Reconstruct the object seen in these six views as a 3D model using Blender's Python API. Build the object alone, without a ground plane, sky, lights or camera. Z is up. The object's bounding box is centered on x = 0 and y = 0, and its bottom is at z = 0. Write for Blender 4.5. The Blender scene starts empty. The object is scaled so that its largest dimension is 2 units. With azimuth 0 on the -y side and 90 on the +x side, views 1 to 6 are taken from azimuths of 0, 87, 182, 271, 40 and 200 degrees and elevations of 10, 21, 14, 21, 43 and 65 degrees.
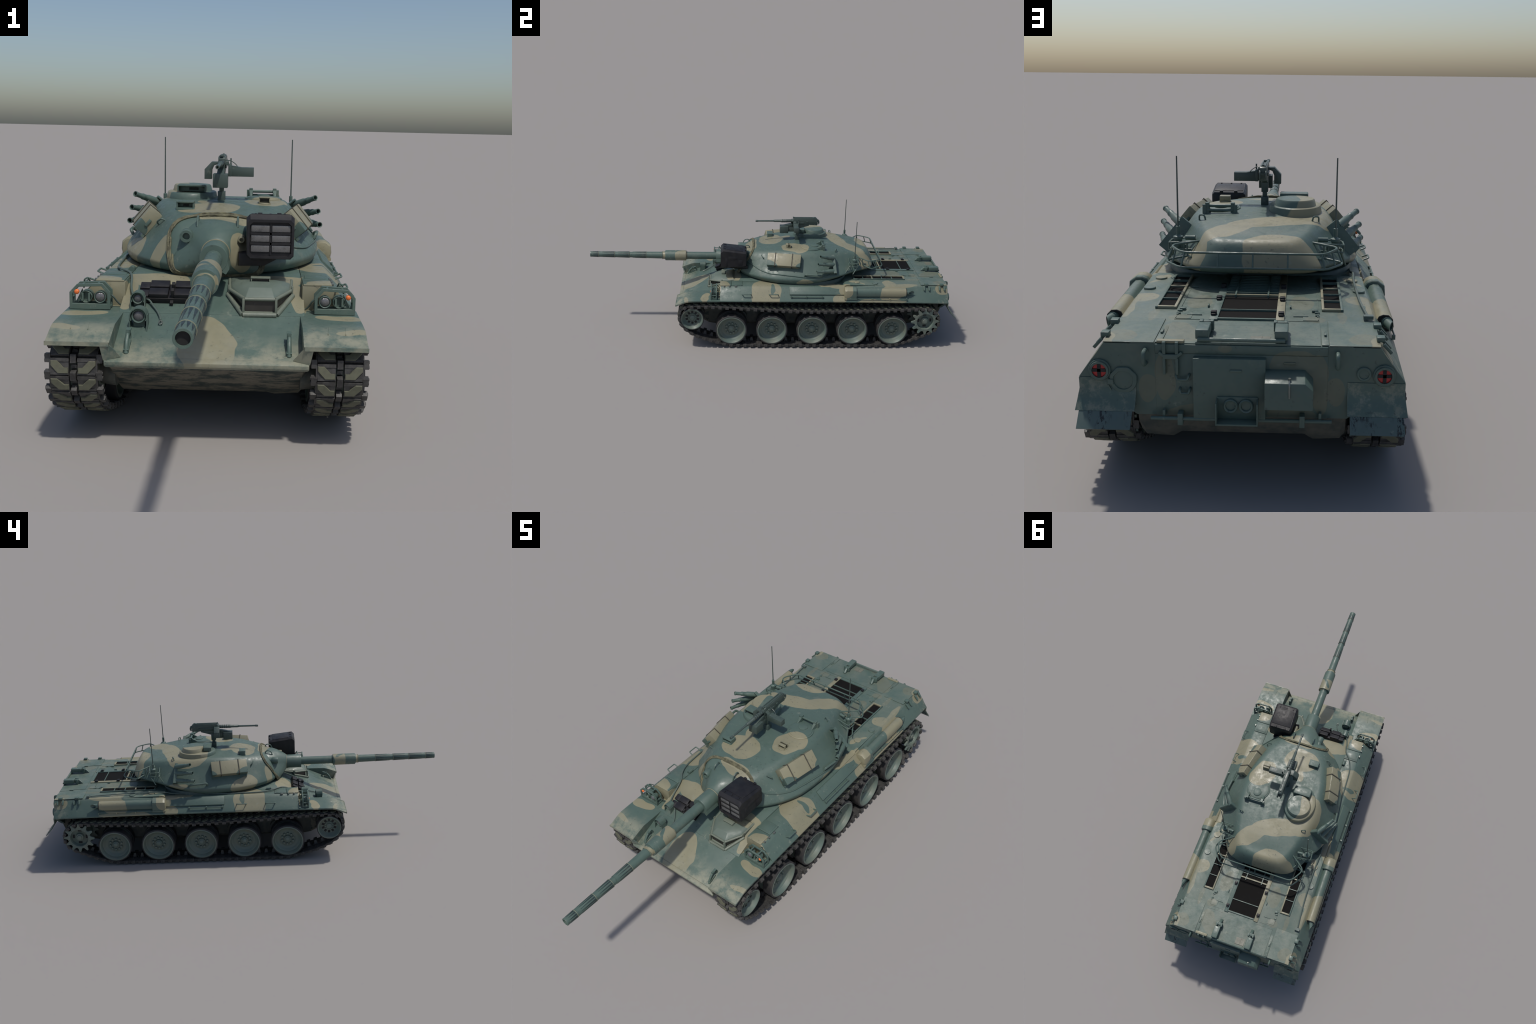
import bpy, bmesh, math, random
from math import sin, cos, pi, radians, hypot, atan2
from mathutils import Vector, Matrix, noise

random.seed(7)
COLL = bpy.context.scene.collection
V = Vector

# ------------------------------------------------------------------ materials
def new_mat(name):
    m = bpy.data.materials.new(name); m.use_nodes = True
    nt = m.node_tree; nt.nodes.clear()
    out = nt.nodes.new('ShaderNodeOutputMaterial')
    b = nt.nodes.new('ShaderNodeBsdfPrincipled')
    nt.links.new(b.outputs[0], out.inputs[0])
    return m, nt, b

class G:
    """small helper around a node tree"""
    def __init__(s, nt): s.nt = nt; s._c = None
    def n(s, t, **kw):
        nd = s.nt.nodes.new(t)
        for k, v in kw.items(): setattr(nd, k, v)
        return nd
    def link(s, a, b): s.nt.links.new(a, b)
    def put(s, sock, v):
        if isinstance(v, bpy.types.NodeSocket): s.link(v, sock)
        else: sock.default_value = v
    def math(s, op, a, b=0.0, clamp=False):
        nd = s.n('ShaderNodeMath', operation=op, use_clamp=clamp); s.put(nd.inputs[0], a); s.put(nd.inputs[1], b); return nd.outputs[0]
    def vmath(s, op, a, b=(0, 0, 0)):
        nd = s.n('ShaderNodeVectorMath', operation=op); s.put(nd.inputs[0], a)
        if op == 'SCALE': s.put(nd.inputs['Scale'], b)
        else: s.put(nd.inputs[1], b)
        return nd.outputs['Value'] if op in ('LENGTH', 'DOT_PRODUCT') else nd.outputs[0]
    def coord(s):
        if s._c is None: s._c = s.n('ShaderNodeTexCoord').outputs['Object']
        return s._c
    def noise(s, scale, detail=3.0, rough=0.55, vec=None, col=False):
        nd = s.n('ShaderNodeTexNoise'); s.link(vec or s.coord(), nd.inputs['Vector'])
        nd.inputs['Scale'].default_value = scale; nd.inputs['Detail'].default_value = detail; nd.inputs['Roughness'].default_value = rough
        return nd.outputs['Color' if col else 'Fac']
    def ramp(s, f, lo, hi, a=0.0, b=1.0, smooth=True):
        nd = s.n('ShaderNodeMapRange', interpolation_type='SMOOTHSTEP' if smooth else 'LINEAR')
        s.put(nd.inputs[0], f); nd.inputs[1].default_value = lo; nd.inputs[2].default_value = hi
        nd.inputs[3].default_value = a; nd.inputs[4].default_value = b
        return nd.outputs[0]
    def mix(s, f, a, b):
        nd = s.n('ShaderNodeMix', data_type='RGBA'); s.put(nd.inputs[0], f)
        s.put(nd.inputs[6], a if isinstance(a, bpy.types.NodeSocket) else (*a, 1)); s.put(nd.inputs[7], b if isinstance(b, bpy.types.NodeSocket) else (*b, 1))
        return nd.outputs[2]
    def bump(s, h, strength, dist=0.001):
        nd = s.n('ShaderNodeBump'); s.put(nd.inputs['Height'], h); nd.inputs['Strength'].default_value = strength; nd.inputs['Distance'].default_value = dist
        return nd.outputs[0]
    def sep(s, v):
        nd = s.n('ShaderNodeSeparateXYZ'); s.link(v, nd.inputs[0]); return nd.outputs
    def comb(s, x, y, z):
        nd = s.n('ShaderNodeCombineXYZ')
        for i, q in enumerate((x, y, z)): s.put(nd.inputs[i], q)
        return nd.outputs[0]
    def blob(s, vec, loc, rot, scale):
        nd = s.n('ShaderNodeMapping', vector_type='TEXTURE'); s.link(vec, nd.inputs[0])
        nd.inputs[1].default_value = loc; nd.inputs[2].default_value = [radians(a) for a in rot]; nd.inputs[3].default_value = scale
        return s.math('SUBTRACT', 1.0, s.vmath('LENGTH', nd.outputs[0]))

GREEN = (0.077, 0.119, 0.099)
TAN = (0.242, 0.226, 0.147)
OLIVE = (0.120, 0.135, 0.096)
DUST = (0.30, 0.285, 0.21)

def paint_finish(g, b, colour, rough=0.47, chips=True):
    """weathered paint: soft value drift, pale rubbed scuffs, dark chips and pits, mottled gloss"""
    colour = g.mix(g.ramp(g.noise(7, 4, 0.6), 0.35, 0.75, 0.0, 0.22), colour, (0.050, 0.076, 0.068))
    zone = g.ramp(g.noise(6, 2, 0.5), 0.44, 0.60)
    scuff = g.math('MULTIPLY', g.ramp(g.noise(42, 6, 0.68), 0.58, 0.72, 0.0, 0.50), zone)
    colour = g.mix(scuff, colour, (0.26, 0.275, 0.22))
    film = g.math('MULTIPLY', g.ramp(g.noise(15, 5, 0.65), 0.52, 0.70, 0.0, 0.22), g.ramp(g.noise(3.5, 2), 0.40, 0.6))
    colour = g.mix(film, colour, (0.21, 0.21, 0.165))
    fine = g.noise(110, 4, 0.62)
    if chips:
        pit = g.math('MULTIPLY', g.ramp(fine, 0.60, 0.665, 0.0, 0.5), g.ramp(g.noise(12, 4, 0.6), 0.47, 0.58))
        colour = g.mix(pit, colour, (0.030, 0.036, 0.034))
    g.put(b.inputs['Base Color'], colour)
    g.put(b.inputs['Roughness'], g.ramp(g.noise(34, 6, 0.72), 0.32, 0.68, rough - 0.12, rough + 0.16))
    g.put(b.inputs['Normal'], g.bump(fine, 0.30, 0.0009))
    b.inputs['Specular IOR Level'].default_value = 0.5

def camo(name, blobs, mirror=False, base=GREEN, spot=TAN, warp=0.016, olive=(), extra=None):
    m, nt, b = new_mat(name); g = G(nt)
    def warped(c): return g.vmath('ADD', c, g.vmath('SCALE', g.vmath('SUBTRACT', g.noise(13, 1.5, 0.45, vec=c, col=True), (0.5, 0.5, 0.5)), warp * 2))
    p = warped(g.coord()); q = p
    if mirror:
        o = g.sep(g.coord()); q = warped(g.comb(g.math('ABSOLUTE', o[0]), o[1], o[2]))
    def union(lst, sign):
        mask = None
        for bl in lst:
            if bl[0] != sign: continue
            d = g.blob(p if len(bl) > 4 else q, *bl[1:4]); mask = d if mask is None else g.math('MAXIMUM', mask, d)
        return mask
    col = base
    if olive: col = g.mix(g.ramp(union(olive, 'o'), -0.015, 0.02, smooth=False), col, OLIVE)
    if not blobs: paint_finish(g, b, col); return m
    mask = union(blobs, '+'); hole = union(blobs, '-')
    if hole is not None: mask = g.math('MINIMUM', mask, g.math('MULTIPLY', hole, -1.0))
    col = g.mix(g.ramp(mask, -0.010, 0.014, smooth=False), col, spot)
    if extra: col = extra(g, col)
    paint_finish(g, b, col)
    return m

def plain(name, col, rough=0.5, metallic=0.0, var=0.25, bump=0.2, scale=30, dark=None, spec=0.5):
    m, nt, b = new_mat(name); g = G(nt)
    dk = dark or tuple(c * 0.6 for c in col)
    g.put(b.inputs['Base Color'], g.mix(g.ramp(g.noise(scale, 5, 0.65), 0.35, 0.7, 0.0, var * 2), col, dk))
    g.put(b.inputs['Roughness'], g.ramp(g.noise(scale * 1.7, 4, 0.6), 0.3, 0.7, rough - 0.08, rough + 0.1))
    b.inputs['Metallic'].default_value = metallic; b.inputs['Specular IOR Level'].default_value = spec
    if bump: g.put(b.inputs['Normal'], g.bump(g.noise(scale * 5, 4, 0.6), bump, 0.0008))
    return m

def painted(name, col, rough=0.47):
    m, nt, b = new_mat(name); g = G(nt); paint_finish(g, b, g.mix(0.0, col, col), rough); return m

# disruptive pattern: each spot is a warped ellipsoid (sign, centre, rotation, radii); 'o' spots are olive, '-' islands of base colour.
# a fifth item marks a spot that is not mirrored to the other side
HULL_BLOBS = [
    ('+', (0.315, -0.028, 0.29), (0, 0, 0), (0.118, 0.078, 0.60)),       # broad side band
    ('-', (0.304, 0.007, 0.320), (0, 0, 0), (0.06, 0.0125, 0.0165)),     # leaf-shaped island
    ('+', (0.270, -0.266, 0.337), (0, 0, 20), (0.040, 0.046, 0.012)),    # stowage lid
    ('+', (0.340, 0.362, 0.283), (0, 0, 0), (0.030, 0.036, 0.024)),      # under the bin
    ('+', (0.283, 0.350, 0.342), (0, 0, 0), (0.030, 0.055, 0.016)),
    ('+', (0.330, 0.394, 0.333), (0, 0, 0), (0.060, 0.038, 0.042)),      # manifold cover
    ('+', (0.325, 0.655, 0.322), (18, 0, 0), (0.050, 0.085, 0.045)),     # muffler
    ('+', (0.322, 0.560, 0.354), (0, 0, 0), (0.030, 0.075, 0.012)),
    ('+', (0.265, 0.635, 0.345), (0, 0, 0), (0.042, 0.040, 0.02)),       # deck edge lobes
    ('+', (0.284, 0.705, 0.343), (0, 0, 0), (0.014, 0.085, 0.02)),
    ('+', (0.343, 0.590, 0.270), (0, 0, 0), (0.020, 0.13, 0.014)),
    ('+', (0.254, 0.461, 0.352), (0, 0, 0), (0.018, 0.018, 0.02)),
    ('+', (0.264, 0.485, 0.348), (0, 0, 55), (0.026, 0.007, 0.02)),
    ('+', (0.240, 0.440, 0.350), (0, 0, 0), (0.012, 0.022, 0.02)),
    ('+', (0.302, 0.935, 0.330), (0, 0, 0), (0.040, 0.062, 0.034)),      # rear corner
    ('+', (0.297, -0.351, 0.274), (0, 0, -8), (0.058, 0.021, 0.03)),     # fender stripes
    ('+', (0.318, -0.452, 0.268), (0, 0, 14), (0.036, 0.011, 0.03)),
    ('+', (0.140, -0.203, 0.332), (0, 0, 8), (0.078, 0.040, 0.06)),      # ahead of the turret
    ('+', (0.206, -0.270, 0.300), (0, 0, 0), (0.020, 0.066, 0.05)),
    ('+', (-0.006, -0.442, 0.23), (0, 0, 14), (0.066, 0.104, 0.12), True),   # glacis
    ('+', (0.262, 0.30, 0.333), (0, 0, 0), (0.03, 0.05, 0.01)),
    ('+', (0.252, -0.273, 0.300), (0, 0, 0), (0.075, 0.007, 0.060)),     # sponson front face
]
OLIVE_BLOBS = [
    ('o', (0.254, 0.905, 0.342), (0, 0, 0), (0.033, 0.036, 0.02)),
    ('o', (0.132, 0.880, 0.345), (0, 0, 30), (0.036, 0.060, 0.02), True),
    ('o', (0.122, 0.665, 0.35), (0, 0, 0), (0.032, 0.055, 0.02)),
    ('o', (0.150, 0.785, 0.35), (0, 0, 0), (0.028, 0.026, 0.02)),
    ('o', (0.215, 0.775, 0.35), (0, 0, 0), (0.012, 0.05, 0.02)),
    ('o', (0.160, 0.946, 0.268), (0, 0, 0), (0.022, 0.03, 0.052)),
    ('o', (-0.115, 0.946, 0.300), (0, 0, 0), (0.062, 0.03, 0.030), True),
    ('o', (-0.165, 0.946, 0.250), (0, 0, 0), (0.020, 0.03, 0.06), True),
    ('o', (0.198, 0.946, 0.240), (0, 0, 0), (0.022, 0.03, 0.030)),
    ('o', (0.105, 0.946, 0.190), (0, 0, 0), (0.05, 0.03, 0.016)),
    ('o', (0.030, 0.946, 0.330), (0, 0, 0), (0.014, 0.03, 0.012), True),
]
TURRET_BLOBS = [
    ('+', (-0.030, 0.004, 0.49), (0, 0, 6), (0.082, 0.066, 0.10)),         # roof front
    ('+', (-0.050, 0.085, 0.50), (0, 0, 25), (0.018, 0.040, 0.05)),
    ('+', (0.127, 0.137, 0.49), (0, 0, -28), (0.058, 0.082, 0.06)),        # loader side
    ('+', (-0.140, 0.285, 0.512), (0, 0, 0), (0.097, 0.112, 0.086)),       # round the cupola
    ('-', (-0.060, 0.235, 0.50), (0, 0, 12), (0.052, 0.095, 0.10)),
    ('+', (-0.050, 0.373, 0.49), (0, 0, 15), (0.135, 0.043, 0.10)),        # sash over the bustle
    ('+', (0.078, 0.452, 0.48), (0, 0, 42), (0.098, 0.038, 0.10)),
    ('+', (0.158, 0.522, 0.42), (0, 0, 0), (0.040, 0.044, 0.08)),
    ('+', (-0.082, 0.562, 0.43), (0, 0, -16), (0.118, 0.075, 0.20)),       # tail patch
    ('+', (-0.152, -0.118, 0.382), (0, 14, -45), (0.024, 0.07, 0.055)),    # right cheek
    ('+', (-0.236, -0.004, 0.368), (0, -14, -66), (0.072, 0.06, 0.036)),
    ('+', (0.281, 0.178, 0.352), (0, 0, 0), (0.03, 0.046, 0.017)),
    ('+', (-0.268, 0.320, 0.382), (0, 0, 0), (0.03, 0.055, 0.014)),
    ('+', (0.022, -0.103, 0.478), (0, 0, -6), (0.085, 0.032, 0.03)),       # mantlet
    ('+', (0.062, -0.205, 0.405), (0, 0, 0), (0.030, 0.05, 0.055)),
    ('+', (-0.205, 0.19, 0.345), (0, 0, 0), (0.001, 0.001, 0.001)),
]
DECK_BLOBS = HULL_BLOBS
GUN_BLOBS = [('+', (0.012, -0.494, 0.392), (0, 0, 12), (0.10, 0.033, 0.10)), ('-', (-0.006, -0.50, 0.432), (0, 0, 40), (0.008, 0.05, 0.016)), ('+', (0, -0.5925, 0.395), (0, 0, 0), (0.10, 0.006, 0.10))]
BOX_BLOBS = [('+', (0.232, -0.018, 0.430), (0, 0, 0), (0.034, 0.056, 0.026)), ('+', (0.272, 0.172, 0.434), (0, 0, 0), (0.034, 0.050, 0.032))]

def nose_dust(g, col):
    """dried mud spatter thrown over the lower bow and fender tips, and mottled light patches on the rear corners"""
    xyz = g.sep(g.coord())
    fore = g.ramp(xyz[1], -0.39, -0.49)
    aft = g.math('MULTIPLY', g.ramp(xyz[1], 0.86, 0.92), g.ramp(xyz[2], 0.325, 0.285))
    n = g.ramp(g.noise(19, 6, 0.68), 0.34, 0.62)
    n2 = g.ramp(g.noise(30, 5, 0.7), 0.46, 0.62)
    f = g.math('ADD', g.math('MULTIPLY', fore, n), g.math('MULTIPLY', g.math('MULTIPLY', aft, n2), 0.55), clamp=True)
    ax = g.math('ABSOLUTE', xyz[0])
    deck = g.math('MULTIPLY', g.math('MULTIPLY', g.ramp(xyz[1], 0.40, 0.46), g.ramp(xyz[2], 0.332, 0.339)), g.ramp(g.noise(14, 5, 0.65), 0.30, 0.66))
    col = g.mix(g.math('MULTIPLY', deck, 0.42), col, (0.185, 0.205, 0.160))
    return g.mix(g.math('MULTIPLY', f, 0.85), col, (0.27, 0.265, 0.195))

M = {}
def build_materials():
    M['hull'] = camo('camouflage_paint_hull', HULL_BLOBS, mirror=True, olive=OLIVE_BLOBS, extra=nose_dust)
    M['turret'] = camo('camouflage_paint_turret', TURRET_BLOBS)
    M['deck'] = M['hull']
    M['rear'] = camo('camouflage_paint_rear', [], mirror=True, olive=OLIVE_BLOBS)
    M['label'] = painted('worn_label_paint', (0.165, 0.165, 0.128))
    M['collar'] = painted('collar_paint', (0.058, 0.088, 0.078))
    M['hatch'] = camo('camouflage_paint_hatch', HULL_BLOBS, mirror=True, base=(0.115, 0.148, 0.122))
    M['hood'] = painted('dusty_hood_paint', (0.150, 0.172, 0.134))
    M['strap'] = plain('webbing_strap', (0.070, 0.065, 0.048), 0.8)
    M['flute'] = painted('flute_paint', (0.020, 0.030, 0.031))
    M['gun'] = camo('camouflage_paint_gun', GUN_BLOBS)
    M['box'] = camo('camouflage_paint_box', BOX_BLOBS, mirror=True, base=TAN, spot=GREEN)
    M['green'] = painted('green_paint', GREEN)
    M['green_dark'] = painted('dark_green_paint', (0.052, 0.075, 0.066), 0.42)
    M['tan'] = painted('tan_paint', TAN)
    M['wheel'] = plain('wheel_paint', (0.105, 0.145, 0.125), 0.5, var=0.3, dark=(0.17, 0.17, 0.125), scale=14)
    M['steel'] = plain('worn_steel', (0.20, 0.22, 0.20), 0.4, 0.6, scale=60)
    M['black'] = plain('black_casing', (0.010, 0.010, 0.0125), 0.5, var=0.25, dark=(0.030, 0.028, 0.028), scale=26, spec=0.35)
    M['matt_black'] = plain('matt_black', (0.012, 0.012, 0.012), 0.7, var=0.1)
    M['grille'] = grille_mat()
    M['rubber'] = plain('tyre_rubber', (0.024, 0.024, 0.026), 0.7, var=0.3, dark=(0.06, 0.055, 0.048), scale=18)
    M['track'] = plain('track_steel', (0.078, 0.076, 0.072), 0.55, 0.25, var=0.45, dark=(0.032, 0.031, 0.031), scale=70, bump=0.5)
    M['pad'] = plain('track_pad_rubber', (0.115, 0.118, 0.078), 0.7, var=0.3, dark=(0.085, 0.085, 0.062), scale=80, bump=0.5)
    M['belly'] = plain('muddy_underside', (0.10, 0.098, 0.078), 0.75, var=0.5, dark=(0.045, 0.055, 0.05), scale=22, bump=0.4)
    M['canvas'] = plain('canvas_seal', (0.155, 0.148, 0.088), 0.85, var=0.5, dark=(0.05, 0.047, 0.03), scale=60, bump=0.6)
    M['lens'] = lens_mat('lamp_lens', (0.11, 0.11, 0.115), 2200, 0.75, 1.3)
    M['panel_lens'] = lens_mat('searchlight_lens', (0.125, 0.122, 0.122), 2600, 0.75, 1.25)
    M['red'] = plain('red_lens', (0.42, 0.02, 0.02), 0.25, var=0.1, bump=0)
    M['amber'] = plain('amber_lens', (0.75, 0.17, 0.04), 0.35, var=0.05, bump=0)
    M['glass_dark'] = plain('dark_glass', (0.035, 0.034, 0.03), 0.2, var=0.3, bump=0)
    M['cable'] = painted('cable_sheath', (0.085, 0.115, 0.10), 0.5)
    M['nose_low'] = mud_plate()
    M['flap'] = flap_mat()

def mud_plate():
    m, nt, b = new_mat('mud_streaked_plate'); g = G(nt)
    st = g.vmath('MULTIPLY', g.coord(), (1.0, 2.2, 2.8))
    n = g.noise(16, 6, 0.72, vec=st)
    c = g.mix(g.ramp(n, 0.40, 0.56), (0.022, 0.036, 0.033), (0.150, 0.140, 0.108)); c = g.mix(g.ramp(g.noise(60, 5, 0.7, vec=st), 0.5, 0.7, 0, 0.7), c, (0.035, 0.040, 0.036))
    g.put(b.inputs['Base Color'], c); b.inputs['Roughness'].default_value = 0.75
    g.put(b.inputs['Normal'], g.bump(n, 0.4, 0.002)); return m

def flap_mat():
    """paint rubbed off in short upright scratches"""
    m, nt, b = new_mat('scratched_flap_paint'); g = G(nt)
    n = g.noise(120, 4, 0.7, vec=g.vmath('MULTIPLY', g.coord(), (1.6, 0.6, 0.5)))
    zone = g.ramp(g.noise(26, 2, 0.5, vec=g.vmath('MULTIPLY', g.coord(), (1.0, 0.2, 0.2))), 0.46, 0.54)
    f = g.math('MULTIPLY', g.ramp(n, 0.50, 0.55), zone)
    paint_finish(g, b, g.mix(f, (0.078, 0.116, 0.106), (0.012, 0.014, 0.014))); return m

def grille_mat():
    m, nt, b = new_mat('air_grille_mesh'); g = G(nt)
    xyz = g.sep(g.coord())
    w = g.math('SINE', g.math('MULTIPLY', xyz[0], 2400)); w2 = g.math('SINE', g.math('MULTIPLY', xyz[1], 2400))
    f = g.ramp(g.math('MAXIMUM', w, w2), 0.2, 0.9)
    c = g.mix(f, (0.004, 0.004, 0.004), (0.013, 0.012, 0.011))
    c = g.mix(g.ramp(g.noise(22, 5, 0.7), 0.62, 0.78, 0, 0.3), c, (0.06, 0.058, 0.052))
    g.put(b.inputs['Base Color'], c); b.inputs['Roughness'].default_value = 0.75
    b.inputs['Specular IOR Level'].default_value = 0.08
    return m

def lens_mat(name, col, freq, lo=0.55, hi=1.5):
    m, nt, b = new_mat(name); g = G(nt)
    xyz = g.sep(g.coord())
    w = g.math('SINE', g.math('MULTIPLY', xyz[0], freq))
    c = g.mix(g.ramp(w, -1, 1), tuple(q * lo for q in col), tuple(q * hi for q in col))
    c = g.mix(g.ramp(g.noise(40, 4), 0.5, 0.72, 0, 0.6), c, tuple(q * 0.4 for q in col))
    g.put(b.inputs['Base Color'], c); b.inputs['Roughness'].default_value = 0.22
    g.put(b.inputs['Normal'], g.bump(w, 0.4, 0.0006)); b.inputs['Coat Weight'].default_value = 0.4
    return m

build_materials()

# ------------------------------------------------------------------ geometry helpers
def obj_from(name, verts, faces, mat, parent=None, smooth=35, bevel=0.0, seg=2, mats=None, fmat=None):
    me = bpy.data.meshes.new(name)
    bm = bmesh.new()
    vs = [bm.verts.new(v) for v in verts]
    for i, f in enumerate(faces):
        try:
            fc = bm.faces.new([vs[k] for k in f])
            if fmat: fc.material_index = fmat[i]
        except ValueError: pass
    bmesh.ops.remove_doubles(bm, verts=bm.verts, dist=1e-6)
    bmesh.ops.recalc_face_normals(bm, faces=bm.faces)
    if bevel:
        es = [e for e in bm.edges if len(e.link_faces) == 2 and e.calc_face_angle(0) > radians(28)]
        bmesh.ops.bevel(bm, geom=es, offset=bevel, segments=seg, profile=0.5, affect='EDGES', clamp_overlap=True)
    bm.to_mesh(me); bm.free()
    for mm in (mats or [mat]): me.materials.append(mm if not isinstance(mm, str) else M[mm])
    finish(me, smooth)
    o = bpy.data.objects.new(name, me); COLL.objects.link(o)
    if parent: o.parent = parent
    return o

def finish(me, smooth):
    if smooth:
        me.shade_smooth() if hasattr(me, 'shade_smooth') else None
        bm = bmesh.new(); bm.from_mesh(me); lim = radians(smooth)
        for e in bm.edges: e.smooth = not (len(e.link_faces) != 2 or e.calc_face_angle(0) > lim)
        for f in bm.faces: f.smooth = True
        bm.to_mesh(me); bm.free()

class Geo:
    """collects several solids into one mesh"""
    def __init__(s): s.v = []; s.f = []; s.m = []; s.cur = 0
    def add(s, verts, faces):
        o = len(s.v); s.v += [tuple(v) for v in verts]
        for f in faces: s.f.append([k + o for k in f]); s.m.append(s.cur)
        return s
    def box(s, c, d, rot=None, chamfer=None):
        hx, hy, hz = d[0] / 2, d[1] / 2, d[2] / 2
        vs = [V((x, y, z)) for x in (-hx, hx) for y in (-hy, hy) for z in (-hz, hz)]
        if rot is not None: vs = [rot @ v for v in vs]
        return s.add([v + V(c) for v in vs], [(0, 1, 3, 2), (4, 6, 7, 5), (0, 4, 5, 1), (2, 3, 7, 6), (0, 2, 6, 4), (1, 5, 7, 3)])
    def cyl(s, p0, p1, r0, r1=None, n=20, cap=True):
        return s.lathe(p0, V(p1) - V(p0), [(0, r0), (1, r1 if r1 is not None else r0)], n, cap, rel=True)
    def lathe(s, origin, axis, prof, n=32, cap=True, rel=False):
        """prof: list of (distance along axis, radius)"""
        o = V(origin); a = V(axis); L = a.length if rel else 1.0; a = a.normalized()
        t = V((0, 0, 1)) if abs(a.z) < 0.9 else V((1, 0, 0))
        u = a.cross(t).normalized(); w = a.cross(u)
        vs = []; fs = []
        for h, r in prof:
            for i in range(n):
                th = 2 * pi * i / n; vs.append(o + a * (h * L) + (u * cos(th) + w * sin(th)) * r)
        for k in range(len(prof) - 1):
            for i in range(n):
                j = (i + 1) % n; fs.append((k * n + i, k * n + j, (k + 1) * n + j, (k + 1) * n + i))
        if cap:
            if prof[0][1] > 1e-6: fs.append(tuple(range(n - 1, -1, -1)))
            if prof[-1][1] > 1e-6: fs.append(tuple((len(prof) - 1) * n + i for i in range(n)))
        return s.add(vs, fs)
    def tube(s, pts, r, n=8, corner=0.0, steps=4, closed=False):
        P = [V(p) for p in pts]
        if corner: P = round_path(P, corner, steps, closed)
        vs = []; fs = []; N = len(P); up = None
        for i in range(N):
            a = P[(i - 1) % N] if (closed or i > 0) else P[i]; b = P[(i + 1) % N] if (closed or i < N - 1) else P[i]
            d = (b - a).normalized()
            if up is None:
                t = V((0, 0, 1)) if abs(d.z) < 0.9 else V((1, 0, 0)); up = (t - d * t.dot(d)).normalized()
            else: up = (up - d * up.dot(d)).normalized()
            sd = d.cross(up); rr = r(i / (N - 1)) if callable(r) else r
            for k in range(n):
                th = 2 * pi * k / n; vs.append(P[i] + (up * cos(th) + sd * sin(th)) * rr)
        for i in range(N if closed else N - 1):
            for k in range(n):
                l = (k + 1) % n; j = (i + 1) % N; fs.append((i * n + k, i * n + l, j * n + l, j * n + k))
        if not closed: fs += [tuple(range(n - 1, -1, -1)), tuple((N - 1) * n + k for k in range(n))]
        return s.add(vs, fs)
    def prism(s, prof, axis, a, b):
        """extrude a 2-D outline along a world axis from a to b. x:(y,z)  y:(x,z)  z:(x,y)"""
        def put(p, t): return {'x': (t, p[0], p[1]), 'y': (p[0], t, p[1]), 'z': (p[0], p[1], t)}[axis]
        n = len(prof); vs = [put(p, a) for p in prof] + [put(p, b) for p in prof]
        return s.add(vs, [tuple(range(n)), tuple(range(2 * n - 1, n - 1, -1))] + [(i, (i + 1) % n, n + (i + 1) % n, n + i) for i in range(n)])
    def loft(s, rings, closed=True, cap=True):
        n = len(rings[0]); vs = [p for r in rings for p in r]; fs = []
        for k in range(len(rings) - 1):
            for i in range(n if closed else n - 1):
                j = (i + 1) % n; fs.append((k * n + i, k * n + j, (k + 1) * n + j, (k + 1) * n + i))
        if cap: fs += [tuple(range(n - 1, -1, -1)), tuple((len(rings) - 1) * n + i for i in range(n))]
        return s.add(vs, fs)
    def poly(s, pts, thick, normal):
        """plate: flat outline given thickness"""
        nn = V(normal).normalized() * thick; n = len(pts)
        vs = [V(p) for p in pts] + [V(p) + nn for p in pts]
        return s.add(vs, [tuple(range(n)), tuple(range(2 * n - 1, n - 1, -1))] + [(i, (i + 1) % n, n + (i + 1) % n, n + i) for i in range(n)])
    def obj(s, name, mat, parent=None, smooth=35, bevel=0.0, seg=2, mats=None):
        return obj_from(name, s.v, s.f, mat, parent, smooth, bevel, seg, mats, s.m if mats else None)

def round_path(P, r, steps, closed=False):
    out = []; N = len(P)
    for i in range(N):
        if not closed and i in (0, N - 1): out.append(P[i]); continue
        a = P[(i - 1) % N]; b = P[i]; c = P[(i + 1) % N]
        d1 = (a - b); d2 = (c - b); k = min(r, d1.length * 0.49, d2.length * 0.49)
        p1 = b + d1.normalized() * k; p2 = b + d2.normalized() * k
        for t in range(steps + 1):
            q = t / steps; out.append(p1 * (1 - q) ** 2 + b * 2 * q * (1 - q) + p2 * q * q)
    return out

def spline(pts, n, closed=False):
    """Catmull-Rom resample, even arc length"""
    P = [V(p) for p in pts]; N = len(P); dense = []
    segs = N if closed else N - 1
    for i in range(segs):
        p1 = P[i]; p2 = P[(i + 1) % N]
        p0 = P[(i - 1) % N] if (closed or i > 0) else p1 * 2 - p2
        p3 = P[(i + 2) % N] if (closed or i < N - 2) else p2 * 2 - p1
        for k in range(24):
            t = k / 24
            dense.append(0.5 * ((2 * p1) + (p2 - p0) * t + (2 * p0 - 5 * p1 + 4 * p2 - p3) * t * t + (3 * p1 - p0 - 3 * p2 + p3) * t ** 3))
    dense.append(P[0] if closed else P[-1])
    L = [0.0]
    for a, b in zip(dense, dense[1:]): L.append(L[-1] + (b - a).length)
    out = []; j = 0; tot = L[-1]
    for i in range(n):
        t = tot * i / (n if closed else n - 1)
        while j < len(L) - 2 and L[j + 1] < t: j += 1
        f = (t - L[j]) / max(L[j + 1] - L[j], 1e-9); out.append(dense[j].lerp(dense[j + 1], f))
    return out, tot

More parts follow.
